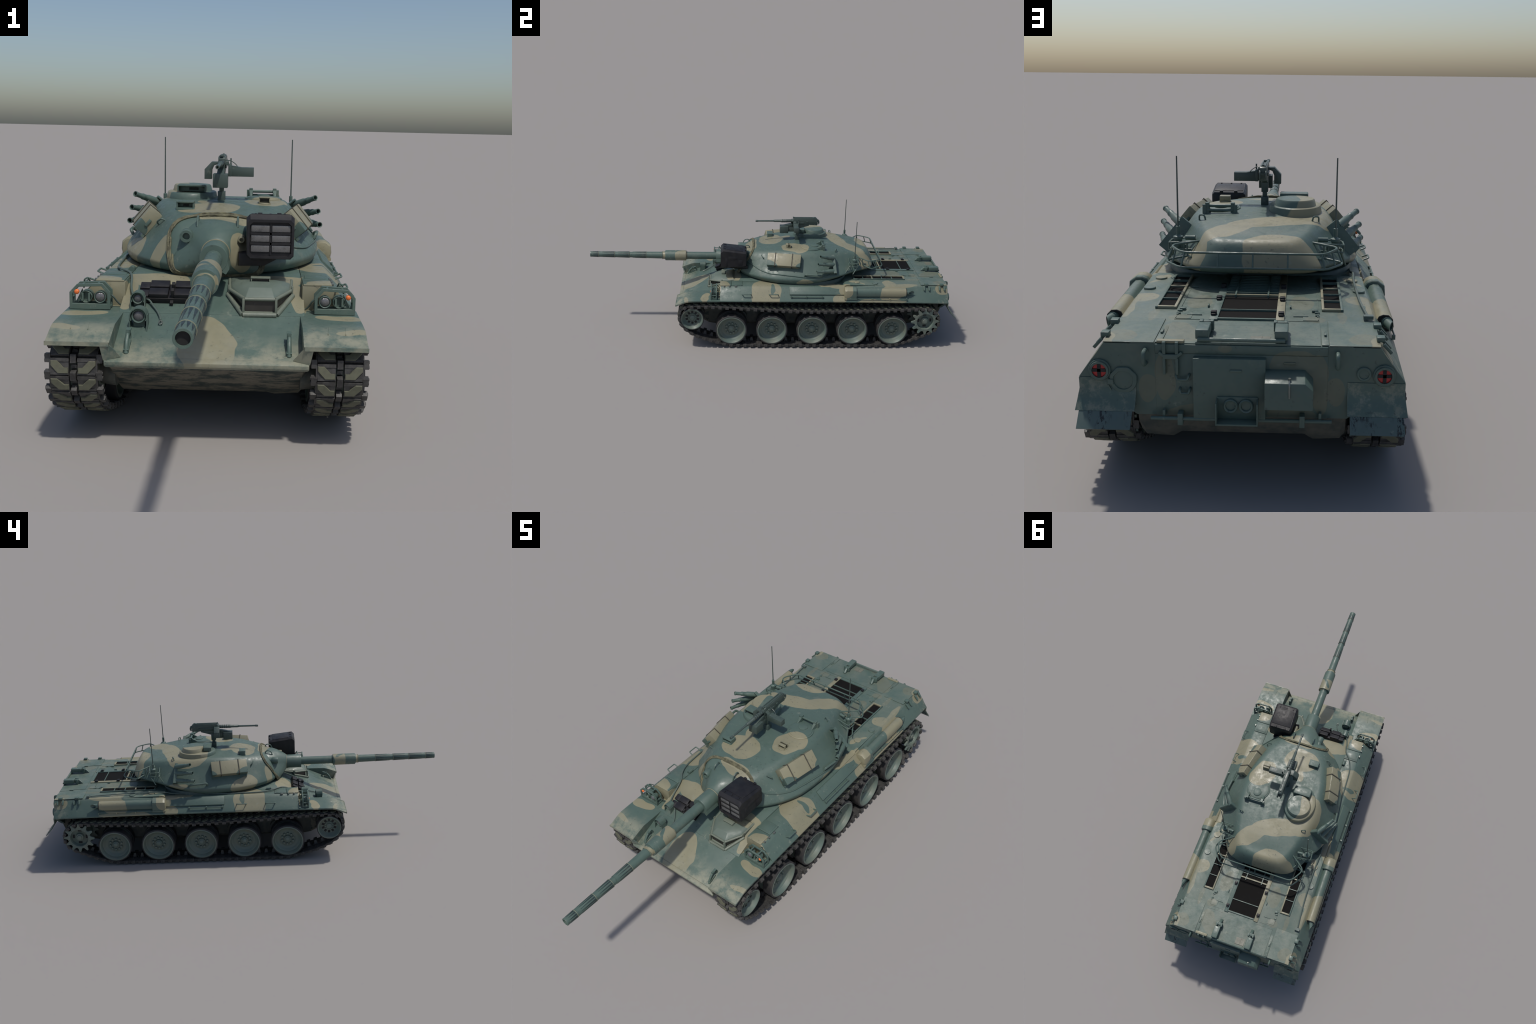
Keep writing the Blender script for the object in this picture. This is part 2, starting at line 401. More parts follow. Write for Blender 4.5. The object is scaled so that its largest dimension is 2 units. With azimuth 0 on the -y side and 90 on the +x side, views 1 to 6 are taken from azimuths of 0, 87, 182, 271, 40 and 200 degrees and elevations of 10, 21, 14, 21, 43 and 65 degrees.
def lerp(a, b, t): return a + (b - a) * t
def table(x, T):
    if x <= T[0][0]: return T[0][1]
    for (a, p), (b, q) in zip(T, T[1:]):
        if x <= b: return lerp(p, q, (x - a) / (b - a))
    return T[-1][1]
def mirror_pts(pts): return [(-p[0], *p[1:]) for p in pts]
def rotm(axis, deg): return Matrix.Rotation(radians(deg), 3, axis)
def frame_rot(xa, ya, za): return Matrix((xa, ya, za)).transposed()
def link_copy(src, name, loc, rotz=0.0, parent=None, scale=None):
    o = src.copy(); o.name = name; o.location = loc; o.rotation_euler = (0, 0, rotz)
    if scale: o.scale = scale
    o.parent = parent; COLL.objects.link(o); return o
SIDES = (1, -1)

# ------------------------------------------------------------------ the tank
tank = bpy.data.objects.new('battle_tank', None); COLL.objects.link(tank)
tank['label'] = 'main battle tank in green and tan camouflage'; tank['category'] = 'tank'

# ============================================================ HULL
def deck_z(y): return table(y, [(0.40, 0.3455), (0.62, 0.3445), (0.80, 0.3432), (0.9455, 0.3388)])
def glacis_z(y): return table(y, [(-0.4985, 0.203), (-0.484, 0.210), (-0.335, 0.272), (-0.19, 0.333)])

g = Geo()
# glacis, turret deck and tub core as a profile swept across the width (y,z)
core = [(-0.497, 0.192), (-0.4985, 0.203), (-0.484, 0.2105), (-0.335, 0.2725), (-0.19, 0.3335), (0.395, 0.3335), (0.395, 0.262), (-0.44, 0.19)]
g.prism(core, 'x', -0.2185, 0.2185)
for s in SIDES:   # sponsons: sloped side armour over the tracks
    n = 15; rings = []
    for y in [-0.272, -0.1, 0.1, 0.39, 0.6, 0.80, 0.9455]:
        zt = 0.3335 if y < 0.395 else deck_z(y) - 0.001
        xe = 0.2855
        xo = table(y, [(0.5, 0.345), (0.9455, 0.3395)]); zo = table(y, [(0.5, 0.2665), (0.9455, 0.258)])
        bulge = 0.0006
        pr = [(0.214, zt), (xe - 0.004, zt), (xe + 0.0015, zt - 0.0022)]
        for t in (0.25, 0.5, 0.75): pr.append((lerp(xe, xo, t) + bulge * 4 * t * (1 - t) * .8, lerp(zt, zo + 0.006, t) + bulge * 4 * t * (1 - t)))
        pr += [(xo, zo + 0.006), (xo, zo), (0.214, zo)]
        rings.append([(s * x, y, z) for x, z in pr])
    g.loft(rings)
hull = g.obj('hull', M['hull'], tank, smooth=32, bevel=0.0015)

# lower tub with keel chamfers
g = Geo()
def tub(y, top, low):
    k = 0.0 if y < -0.34 else 0.011
    return [(-0.2185, top), (-0.2185, low + 0.016), (-0.208, low + 0.003), (-0.150, low), (-0.132, low + k), (0.132, low + k), (0.150, low), (0.208, low + 0.003), (0.2185, low + 0.016), (0.2185, top)]
st = [(-0.470, 0.200, 0.1725), (-0.43, 0.21, 0.1435), (-0.36, 0.22, 0.0965), (-0.335, 0.24, 0.083), (-0.305, 0.25, 0.077), (0.76, 0.262, 0.077), (0.86, 0.262, 0.096), (0.91, 0.262, 0.116), (0.935, 0.262, 0.146), (0.943, 0.262, 0.174)]
g.loft([[(x, y, z) for x, z in tub(y, t, l)] for y, t, l in st[3:]])
g.obj('hull_belly', M['belly'], hull, smooth=25)
g = Geo()
g.loft([[(x, -0.4965, z) for x, z in tub(-0.4965, 0.198, 0.1910)]] + [[(x, y, z) for x, z in tub(y, t, l)] for y, t, l in st[:4]])
g.obj('lower_bow_plate', M['nose_low'], hull, smooth=25)
g = Geo()   # welded lip across the bow
g.prism([(-0.5005, 0.1965), (-0.502, 0.206), (-0.4855, 0.2118), (-0.480, 0.2095), (-0.494, 0.192)], 'x', -0.2205, 0.2205)
g.obj('bow_lip', M['hull'], hull, smooth=30, bevel=0.0015)
g = Geo()   # thin weld seam on the glacis
g.tube([(-0.21, -0.3345, 0.2727), (0.21, -0.3345, 0.2727)], 0.0009, 6)
g.obj('weld_seam', M['hull'], hull)

# engine deck
g = Geo()
rings = []
for y, dz in [(0.385, -0.016), (0.398, -0.002), (0.41, 0), (0.62, 0), (0.80, 0), (0.946, 0)]:
    z = deck_z(y) + dz
    xs = [-0.2855, -0.272, -0.234, -0.228, 0.228, 0.234, 0.272, 0.2855]
    up = [z - 0.0025, z - 0.0005, z - 0.0005, z + 0.0015, z + 0.0015, z - 0.0005, z - 0.0005, z - 0.0025]
    rings.append([(x, y, q) for x, q in zip(xs, up)] + [(0.28, y, 0.30), (-0.28, y, 0.30)])
g.loft(rings)
deck = g.obj('engine_deck', M['hull'], hull, smooth=25)

# fenders
for s in SIDES:
    g = Geo()
    line = [(-0.505, 0.2485), (-0.492, 0.2535), (-0.47, 0.2625), (-0.452, 0.2695), (-0.437, 0.2728), (-0.40, 0.2742), (-0.272, 0.275)]
    rings = []
    for y, z in line:
        rings.append([(s * 0.2095, y, z - 0.001), (s * 0.335, y, z), (s * 0.3455, y, z - 0.0015), (s * 0.3455, y, z - 0.0085), (s * 0.3425, y, z - 0.0085), (s * 0.3425, y, z - 0.005), (s * 0.2095, y, z - 0.005)])
    g.loft(rings)
    g.prism([(-0.5065, 0.2495), (-0.5035, 0.2495), (-0.5035, 0.2405), (-0.5065, 0.2405)], 'x', s * 0.209, s * 0.346)
    # inner wall down to the glacis and the corner gusset
    g.add(*(lambda q: (q, [(0, 1, 2, 3, 4, 5), (11, 10, 9, 8, 7, 6)] + [(i, (i + 1) % 6, 6 + (i + 1) % 6, 6 + i) for i in range(6)]))(
        [(s * 0.2125, y, z) for y, z in [(-0.505, 0.249), (-0.47, 0.2622), (-0.437, 0.2722), (-0.272, 0.2745), (-0.33, 0.262), (-0.488, 0.205)]] +
        [(s * 0.2075, y, z) for y, z in [(-0.505, 0.249), (-0.47, 0.2622), (-0.437, 0.2722), (-0.272, 0.2745), (-0.33, 0.262), (-0.488, 0.205)]]))
    g.poly([(s * 0.212, -0.506, 0.2495), (s * 0.228, -0.506, 0.241), (s * 0.222, -0.499, 0.207), (s * 0.186, -0.487, 0.2125)], 0.0025, (0, 1, 0.2))
    g.obj('fender', M['hull'], hull, smooth=30)
    # stiffening ribs pressed into the fender
    g = Geo()
    for x in (0.262, 0.300): g.tube([(s * x, -0.463, 0.2659), (s * (x + 0.004), -0.430, 0.2735)], 0.0011, 6)
    g.obj('fender_rib', M['hull'], hull)
    # front stowage lid on the sponson
    g = Geo()
    g.box((s * 0.2505, -0.2425, 0.3352), (0.069, 0.060, 0.004)); g.obj('stowage_lid', M['hull'], hull, bevel=0.0012)
    g = Geo()
    g.box((s * 0.2495, -0.182, 0.3352), (0.068, 0.057, 0.004)); o = g.obj('stowage_lid', M['hull'], hull, bevel=0.0012)
    g = Geo(); g.box((s * 0.2495, -0.182, 0.3376), (0.052, 0.042, 0.0012)); g.obj('lid_panel', M['hull'], hull, bevel=0.0005)
    g = Geo()
    for y in (-0.25, -0.222, -0.189):
        g.box((s * 0.288, y, 0.3335), (0.007, 0.007 if y < -0.2 else 0.012, 0.007))
    g.obj('lid_hinge', M['steel'], hull, bevel=0.001)
    # foot rungs on the side
    for y0 in (-0.155, -0.012):
        g = Geo(); a, b = y0, y0 + 0.047
        base = V((s * 0.318, 0, 0.303)); outv = V((s * 0.019, 0, 0.004))
        g.tube([base + V((0, a, -0.003)), base + outv + V((0, a + 0.002, 0)), base + outv + V((0, b - 0.002, 0)), base + V((0, b, -0.003))], 0.0026, 8, 0.004)
        g.obj('foot_rung', M['green'], hull)
    # long side bin and cleaning-rod holder
    g = Geo()
    def on_side(t, off=0.0):   # t 0 at deck edge, 1 at skirt; off along the outward normal
        nx, nz = 0.066, 0.060; l = hypot(nx, nz)
        return (s * (lerp(0.2855, 0.345, t) + nx / l * off), lerp(0.3335, 0.274, t) + nz / l * off)
    for y0, y1 in ((0.097, 0.392),):
        q = [on_side(0.02, -0.002), on_side(0.04, 0.0055), on_side(0.585, 0.007), on_side(0.60, -0.002)]
        g.prism(q, 'y', y0, y1)
    g.obj('side_bin', M['hull'], hull, bevel=0.0015)
    g = Geo()
    a = on_side(0.74, 0.008); g.tube([(a[0], 0.10, a[1]), (a[0], 0.275, a[1])], 0.0027, 8)
    for y in (0.105, 0.185, 0.27): g.box((on_side(0.74, 0.005)[0], y, on_side(0.74, 0.005)[1]), (0.010, 0.006, 0.010))
    g.obj('cleaning_rod', M['green'], hull)
    # exhaust muffler: faceted heat shield lying on the sloped side
    MUF = [(0.296, 0.318), (0.3030, 0.3325), (0.3130, 0.3370), (0.3260, 0.3360), (0.3362, 0.3260), (0.3385, 0.3100), (0.3360, 0.2975), (0.318, 0.296)]
    MAN = [(0.288, 0.325), (0.2960, 0.3395), (0.3090, 0.3455), (0.3260, 0.3450), (0.3440, 0.3315), (0.3465, 0.3060), (0.3420, 0.2855), (0.318, 0.284)]
    def prof_ring(P, y, k=1.0, dx=0.0): return [(s * (lerp(0.317, x, k) + dx), y, lerp(0.314, z, k)) for x, z in P]
    g = Geo(); g.loft([prof_ring(MUF, 0.446), prof_ring(MUF, 0.716)])
    mf = g.obj('muffler', M['hull'], hull, smooth=50)
    g = Geo(); g.loft([prof_ring(MUF, 0.7165), prof_ring(MUF, 0.7190), prof_ring(MUF, 0.7190, 0.86), prof_ring(MUF, 0.710, 0.86)]); g.obj('muffler_end_plate', M['matt_black'], hull)
    g = Geo()
    g.loft([prof_ring(MAN, 0.386, 0.55), prof_ring(MAN, 0.3885, 0.84), prof_ring(MAN, 0.394, 0.95), prof_ring(MAN, 0.403, 1.0), prof_ring(MAN, 0.449, 1.0), prof_ring(MAN, 0.4515, 0.93)])
    g.box((s * 0.3385, 0.420, 0.2860), (0.012, 0.066, 0.009))
    g.obj('manifold_cover', M['hull'], hull, smooth=38)
    g = Geo()   # outlet pipe cut at a slant
    n = 20; R = []
    ax0 = V((s * 0.3205, 0.712, 0.3190)); ax1 = V((s * 0.3335, 0.757, 0.3170))
    d = (ax1 - ax0).normalized(); u = d.cross(V((0, 0, 1))).normalized(); w = u.cross(d)
    for t, r, sh in [(0, 0.0135, 0), (0.2, 0.0135, 0), (0.23, 0.0112, 0), (0.72, 0.0108, 1.5), (0.73, 0.0090, 1.5), (0.4, 0.0088, 0)]:
        ring = []
        for i in range(n):
            th = 2 * pi * i / n; off = u * cos(th) * r + w * sin(th) * r
            k = -off.x * s * 0.9 * sh
            ring.append(ax0.lerp(ax1, t) + off + d * k)
        R.append(ring)
    g.loft(R); g.obj('exhaust_pipe', M['green'], hull, smooth=50)
    g = Geo()   # bracket rail under the muffler
    a = on_side(0.86, 0.006)
    g.tube([(a[0], 0.45, a[1]), (a[0], 0.722, a[1])], 0.0022, 6)
    for y in (0.535, 0.63, 0.72): g.box((a[0] - s * .002, y, a[1] - 0.003), (0.008, 0.006, 0.011))
    g.obj('muffler_bracket', M['hull'], hull)
    # rear hinge clamps on the deck edge
    for y in (0.832, 0.914):
        g = Geo()
        g.box((s * 0.288, y, 0.3485), (0.017, 0.019, 0.010))
        for dy in (-0.011, 0.011):
            g.box((s * 0.3015, y + dy * 1.2, 0.3315), (0.007, 0.008, 0.026), rotm('Y', s * -42))
        g.obj('deck_clamp', M['green'], hull, bevel=0.001)
    # filler caps
    for x, y in ((0.2545, 0.4612), (0.2666, 0.5578)):
        g = Geo(); g.lathe((s * x, y, 0.341), (0, 0, 1), [(0, 0.0155), (0.0065, 0.0155), (0.0078, 0.0145)], 32)
        g.obj('filler_cap', M['hull'], hull, smooth=30)
    # rear mud guard: sheet hanging from the corner, kicked back, then a loose flap
    g = Geo(); R = []
    for y, z, xo in ((0.9450, 0.262, 0.3392), (0.9450, 0.238, 0.3388), (0.9570, 0.2165, 0.3415), (0.9700, 0.1985, 0.3435)):
        R.append([(s * 0.2195, y, z), (s * xo, y, z), (s * xo, y + 0.0032, z + 0.0012), (s * 0.2195, y + 0.0032, z + 0.0012)])
    g.loft(R); g.obj('rear_mudguard', M['hull'], hull, smooth=40)
    g = Geo(); R = []
    for y, z in ((0.9640, 0.2030), (0.9810, 0.1850), (0.9960, 0.1690)):
        R.append([(s * 0.2245, y, z), (s * 0.3355, y, z), (s * 0.3355, y + 0.0030, z + 0.0022), (s * 0.2245, y + 0.0030, z + 0.0022)])
    g.loft(R); g.obj('mud_flap', M['flap'], hull, smooth=40)

# ------------------------------------------------------------------ rear face
YR = 0.9458
g = Geo(); g.prism([(-0.2855, 0.339), (-0.3392, 0.262), (-0.2195, 0.182), (0.2195, 0.182), (0.3392, 0.262), (0.2855, 0.339)], 'y', 0.93, YR + 0.0009)
rear = g.obj('rear_plate', M['rear'], hull, smooth=0)
g = Geo(); g.box((0, YR + 0.001, 0.3300), (0.356, 0.006, 0.019)); g.obj('rear_top_beam', M['rear'], hull, bevel=0.001)
g = Geo(); g.box((0, YR + 0.0005, 0.250), (0.357, 0.003, 0.138)); g.obj('rear_access_panel', M['rear'], hull, bevel=0.0008)
g = Geo(); g.box((0.0237, YR + 0.0085, 0.2490), (0.1495, 0.0175, 0.132)); g.box((0.010, YR + 0.0185, 0.290), (0.025, 0.004, 0.005)); g.obj('rear_access_panel', M['green'], hull, bevel=0.0012)
g = Geo(); g.box((-0.10, YR + 0.0035, 0.303), (0.024, 0.003, 0.005)); g.obj('step_plate', M['rear'], hull, bevel=0.0006)
# telephone box
g = Geo()
pr = [(-0.0505, 0.221), (-0.0505, 0.289), (-0.132, 0.289), (-0.1485, 0.2715), (-0.1485, 0.221)]
pf = [(-0.0505, 0.221), (-0.0505, 0.2785), (-0.132, 0.2785), (-0.1485, 0.263), (-0.1485, 0.221)]
g.loft([[(x, YR, z) for x, z in pr], [(x, YR + 0.018, z) for x, z in pr], [(x, 0.9975, z) for x, z in pf]])
g.obj('telephone_box', M['green'], hull, smooth=20, bevel=0.001)
g = Geo(); g.tube([(-0.1005, 0.988, 0.2835), (-0.1005, 0.9985, 0.276), (-0.1005, 0.9985, 0.248)], 0.0022, 8, 0.003); g.lathe((-0.1005, 0.988, 0.284), (0, 0, 1), [(-0.003, 0.003), (0.003, 0.003)], 10); g.obj('telephone_box_handle', M['steel'], hull)
# vent tray with twin ports
g = Geo()
for x in (0.0485, -0.0355): g.box((x, 0.970, 0.2075), (0.0028, 0.046, 0.046))
g.box((0.0065, 0.970, 0.1835), (0.0868, 0.046, 0.0035)); g.box((0.0065, YR + 0.0185, 0.2085), (0.084, 0.004, 0.050))
g.obj('vent_tray', M['green'], hull, bevel=0.0006)
for x in (0.0205, -0.0115):
    g = Geo(); g.lathe((x, YR + 0.0205, 0.2155), (0, 1, 0), [(0, 0.0152), (0.006, 0.0152), (0.0075, 0.0135), (0.006, 0.0105), (0.002, 0.0095), (0.002, 0.0)], 28); g.obj('vent_port', M['green'], hull, smooth=40)
# tow bar across the tail
g = Geo(); g.tube([(-0.1885, 0.960, 0.1805), (0.188, 0.960, 0.1805)], 0.0042, 10)
g.obj('tail_bar', M['green'], hull)
g = Geo()
for x in (0.126, -0.127): g.box((x, 0.957, 0.181), (0.011, 0.020, 0.026))
for x in (0.161, -0.164): g.box((x, 0.9525, 0.1905), (0.006, 0.012, 0.014))
g.obj('tail_bar_bracket', M['green'], hull, bevel=0.001)
# tail lamps, ports
for s in SIDES:
    c = V((s * 0.2947, YR, 0.2804))
    g = Geo(); g.lathe(c, (0, 1, 0), [(0, 0.0235), (0.005, 0.0235), (0.006, 0.0225), (0.006, 0.0205), (0.0095, 0.0198), (0.0095, 0.0152), (0.006, 0.0150), (0.004, 0.0150)], 40); lamp = g.obj('tail_lamp', M['green'], hull, smooth=40)
    g = Geo(); g.lathe(c + V((0, 0.004, 0)), (0, 1, 0), [(0, 0.0149), (0.0025, 0.0149), (0.0032, 0.012), (0.0036, 0)], 32); g.obj('tail_lens', M['red'], hull, smooth=60)
    g = Geo(); g.box(c + V((0, 0.0075, 0)), (0.0072, 0.003, 0.0285)); g.box(c + V((0, 0.0075, 0.001)), (0.0285, 0.003, 0.0068)); g.obj('blackout_cross', M['matt_black'], hull)
    g = Geo(); x = s * 0.198      # lifting eye
    g.tube([(x, YR - 0.002, 0.327), (x, YR + 0.022, 0.328), (x, YR + 0.0255, 0.318), (x, YR + 0.022, 0.300), (x, YR - 0.002, 0.297)], 0.0044, 10, 0.008)
    g.obj('lifting_eye', M['green'], hull)
g = Geo()
c = V((0.2456, YR, 0.2589)); n = 40; R = []
def oct_r(th): 
    a = (th + 2 * pi) % (2 * pi); base = 0.0285
    return base / max(cos(((a + pi / 8) % (pi / 4)) - pi / 8), 0.9) if 0.1 < a < pi - 0.1 else base
for r, y in [(1, 0), (1, 0.005), (0.96, 0.006), (0.72, 0.006), (0.70, 0.0035), (0.0, 0.0045)]:
    R.append([(c.x + cos(2 * pi * i / n) * oct_r(2 * pi * i / n) * r, c.y + y, c.z + sin(2 * pi * i / n) * oct_r(2 * pi * i / n) * r) for i in range(n)])
g.loft(R, cap=False); g.box((0.272, YR + 0.004, 0.256), (0.011, 0.008, 0.011)); g.box((0.273, YR + 0.003, 0.238), (0.003, 0.004, 0.022), rotm('Y', 28)); g.obj('fuel_cover', M['green'], hull, smooth=35)
g = Geo(); g.lathe((-0.2529, YR, 0.2829), (0, 1, 0), [(0, 0.0152), (0.0045, 0.0152), (0.0055, 0.014), (0.005, 0.0105), (0.003, 0.010), (0.003, 0)], 32); g.obj('signal_port', M['green'], hull, smooth=40)
# gun-travel strap and clips on the left of the rear plate
g = Geo()
for x in (0.159, 0.1325):
    g.box((x, YR + 0.006, 0.329), (0.007, 0.006, 0.034)); g.box((x, YR + 0.006, 0.293), (0.006, 0.006, 0.036))
g.box((0.1457, YR + 0.007, 0.3145), (0.030, 0.007, 0.010))
for s2 in SIDES: g.box((0.1457 + s2 * 0.0175, YR + 0.007, 0.3185), (0.016, 0.006, 0.006), rotm('Y', s2 * -38))
g.obj('travel_strap', M['green'], hull, bevel=0.0008)
for i, (x, z, w) in enumerate([(0.1215, 0.268, 0.027), (0.117, 0.2375, 0.021)]):
    g = Geo(); g.tube([(x - w / 2, YR, z + 0.007), (x - w / 2, YR + 0.009, z + 0.005), (x - w / 2.6, YR + 0.010, z - 0.003), (x + w / 2.6, YR + 0.010, z - 0.003), (x + w / 2, YR + 0.009, z + 0.005), (x + w / 2, YR, z + 0.007)], 0.0028, 8, 0.003); g.obj('spare_clip', M['green'], hull)

# ------------------------------------------------------------------ engine deck fittings
def dk(y): return deck_z(y) + 0.0015
g = Geo()
for s in SIDES:
    g.add(*(lambda a: (a, [(0, 1, 2, 3), (7, 6, 5, 4), (0, 4, 5, 1), (1, 5, 6, 2), (2, 6, 7, 3), (3, 7, 4, 0)]))(
        [(s * 0.181, 0.803, dk(.803)), (s * 0.286, 0.803, dk(.803) - .001), (s * 0.286, 0.9462, 0.3405), (s * 0.181, 0.9462, 0.3405), (s * 0.181, 0.803, dk(.803) + .0022), (s * 0.286, 0.803, dk(.803) + .0014), (s * 0.286, 0.9462, 0.3425), (s * 0.181, 0.9462, 0.3425)]))
    
rp = g.obj('rear_deck_plate', M['deck'], hull, smooth=20, bevel=0.0006)
g = Geo()
for s in SIDES: g.box((s * 0.1725, 0.882, dk(.882) + 0.0002), (0.0145, 0.126, 0.002)); g.box((s * 0.1735, 0.886, dk(.886) + 0.004), (0.005, 0.02, 0.004))
g.obj('deck_strip', M['deck'], hull, bevel=0.0005)
g = Geo()
q = [(-0.163, 0.818), (0.163, 0.818), (0.163, 0.9462), (-0.163, 0.9462)]
g.add([(x, y, dk(y) - 0.0005) for x, y in q] + [(x, y, dk(y) + 0.0016) for x, y in q], [(0, 1, 2, 3), (7, 6, 5, 4), (0, 4, 5, 1), (1, 5, 6, 2), (2, 6, 7, 3), (3, 7, 4, 0)])
g.obj('rear_deck_plate', M['deck'], hull, smooth=20)
# radiator panel: mesh, louvre bars, frame
y0, y1 = 0.430, 0.800
g = Geo(); g.add([(-0.066, y0, dk(y0) + 0.0008), (0.066, y0, dk(y0) + 0.0008), (0.066, y1, dk(y1) + 0.0008), (-0.066, y1, dk(y1) + 0.0008)], [(0, 1, 2, 3)])
g.obj('radiator_grille', M['grille'], deck, smooth=0)
def bar(g, x0, ya, x1, yb, w, h):
    p, q = V((x0, ya, 0)), V((x1, yb, 0)); d = (q - p).normalized(); sd = V((-d.y, d.x, 0)) * w / 2
    vs = [p - sd, p + sd, q + sd, q - sd]
    g.add([(v.x, v.y, dk(v.y) + 0.0002) for v in vs] + [(v.x, v.y, dk(v.y) + h) for v in vs], [(3, 2, 1, 0), (4, 5, 6, 7), (0, 1, 5, 4), (1, 2, 6, 5), (2, 3, 7, 6), (3, 0, 4, 7)])
for s in SIDES:
    g = Geo(); bar(g, s * 0.0745, y0, s * 0.0745, 0.808, 0.019, 0.0045); g.obj('radiator_frame', M['tan'] if s < 0 else M['green'], hull, bevel=0.0008)
g = Geo()
bar(g, -0.065, 0.7995, 0.065, 0.7995, 0.006, 0.0045); bar(g, -0.065, 0.738, 0.065, 0.738, 0.0035, 0.005)
for i in range(11): bar(g, -0.065, 0.445 + i * 0.0155, 0.065, 0.445 + i * 0.0155, 0.0032, 0.005)
for x in (0.040, -0.040): bar(g, x, 0.44, x, 0.632, 0.004, 0.0075)
g.obj('radiator_louvre', M['green'], deck)
g = Geo(); bar(g, -0.065, 0.622, 0.065, 0.622, 0.006, 0.006); g.obj('radiator_louvre', M['tan'], deck)
g = Geo()
for s in SIDES:
    for y in (0.66, 0.775, 0.555): 
        z = dk(y) + 0.004; g.box((s * 0.0765, y, z + 0.004), (0.013, 0.012, 0.010)); g.box((s * 0.0765, y + 0.008, z + 0.002), (0.010, 0.006, 0.006))
g.obj('panel_latch', M['black'], hull, bevel=0.0008)
for s in SIDES:   # side intake grilles
    xa, xb, ya, yb = 0.1755, 0.2135, 0.452, 0.724
    g = Geo(); g.add([(s * xa, ya, dk(ya) + 0.0008), (s * xb, ya, dk(ya) + 0.0008), (s * xb, yb, dk(yb) + 0.0008), (s * xa, yb, dk(yb) + 0.0008)], [(0, 1, 2, 3)]); g.obj('intake_grille', M['grille'], deck, smooth=0)
    g = Geo(); bar(g, s * 0.2165, ya - 0.005, s * 0.2165, yb + 0.006, 0.006, 0.006); g.obj('intake_frame', M['green'], deck, bevel=0.0006)
    g = Geo(); bar(g, s * 0.1725, ya - 0.005, s * 0.1725, yb + 0.006, 0.006, 0.006); bar(g, s * xa, yb + 0.002, s * xb, yb + 0.002, 0.008, 0.0065)
    for y in (0.552,): bar(g, s * xa, y, s * xb, y, 0.006, 0.0055)
    g.obj('intake_frame', M['tan'], deck, bevel=0.0006)
    g = Geo(); bar(g, s * xa, ya, s * xb, ya, 0.006, 0.0065); bar(g, s * xa, 0.502, s * xb, 0.502, 0.005, 0.006)
    for y in (0.605, 0.660): bar(g, s * xa, y, s * xb, y, 0.0032, 0.0055)
    g.obj('intake_bar', M['green'], deck)
    # hinges, handles and seams on the deck doors
    g = Geo()
    g.box((s * 0.1535, 0.733, dk(.733) + 0.003), (0.014, 0.011, 0.0055)); g.box((s * 0.1585, 0.744, dk(.744) + 0.002), (0.011, 0.006, 0.004))
    g.box((s * 0.1585, 0.764, dk(.764) + 0.002), (0.009, 0.006, 0.004)); g.box((s * 0.160, 0.772, dk(.772) + 0.002), (0.005, 0.005, 0.003))
    g.box((s * 0.0965, 0.708, dk(.708) + 0.003), (0.0035, 0.014, 0.006)); g.box((s * 0.121, 0.771, dk(.771) + 0.001), (0.034, 0.0022, 0.003))
    g.box((s * 0.150, 0.552, dk(.552) + 0.002), (0.016, 0.003, 0.003))
    g.obj('deck_handle', M['green'], hull, bevel=0.0006)
    g = Geo()
    g.box((s * 0.1265, 0.802, dk(.802)), (0.072, 0.0015, 0.0022)); g.box((s * 0.1605, 0.63, dk(.63) + 0.0002), (0.0015, 0.33, 0.0016))
    g.box((s * 0.126, 0.8165, dk(.8165)), (0.075, 0.0015, 0.0024)); g.box((s * 0.143, 0.784, dk(.784) + .0004), (0.034, 0.026, 0.0014))
    g.obj('deck_seam', M['deck'], hull)
    # travel-lock block
    g = Geo(); xc = s * 0.0815
    g.box((xc, 0.918, 0.3605), (0.027, 0.054, 0.020)); lk = g.obj('travel_lock', M['green'], hull, bevel=0.002, seg=3)
    g = Geo(); g.box((xc - s * 0.002, 0.876, 0.358), (0.031, 0.012, 0.021)); g.box((xc - s * 0.006, 0.886, 0.356), (0.012, 0.016, 0.014))
    g.loft([[(xc - s * .004 + dx, y, z) for dx, z in ((-0.007, 0.348), (0.007, 0.348), (0.006, zt), (0, zt + 0.003), (-0.006, zt))] for y, zt in ((0.872, 0.366), (0.864, 0.364), (0.852, 0.352), (0.848, 0.349))])
    for dx in (-0.011, 0.011): g.box((xc - s * 0.003 + dx, 0.880, 0.3675), (0.007, 0.016, 0.007))
    g.obj('travel_lock_clamp', M['green'], hull, smooth=40, bevel=0.001)
g = Geo(); g.tube([(-0.090, 0.9475, 0.3508), (0.090, 0.9475, 0.3508)], 0.0045, 10); g.tube([(-0.07, 0.862, 0.3535), (0.07, 0.862, 0.3535)], 0.0001, 4)
g.box((0, 0.9455, 0.3425), (0.19, 0.004, 0.004)); g.obj('tail_rail', M['green'], hull)
g = Geo(); g.box((-0.0375, 0.918, dk(.918) + 0.002), (0.042, 0.032, 0.002)); g.box((-0.0375, 0.918, dk(.918) + 0.0035), (0.006, 0.030, 0.0015)); g.obj('deck_plate_label', M['label'], hull)
g = Geo(); g.box((0.1465, 0.942, 0.3445), (0.056, 0.012, 0.005)); g.obj('strap_bracket', M['tan'], hull, bevel=0.0008)

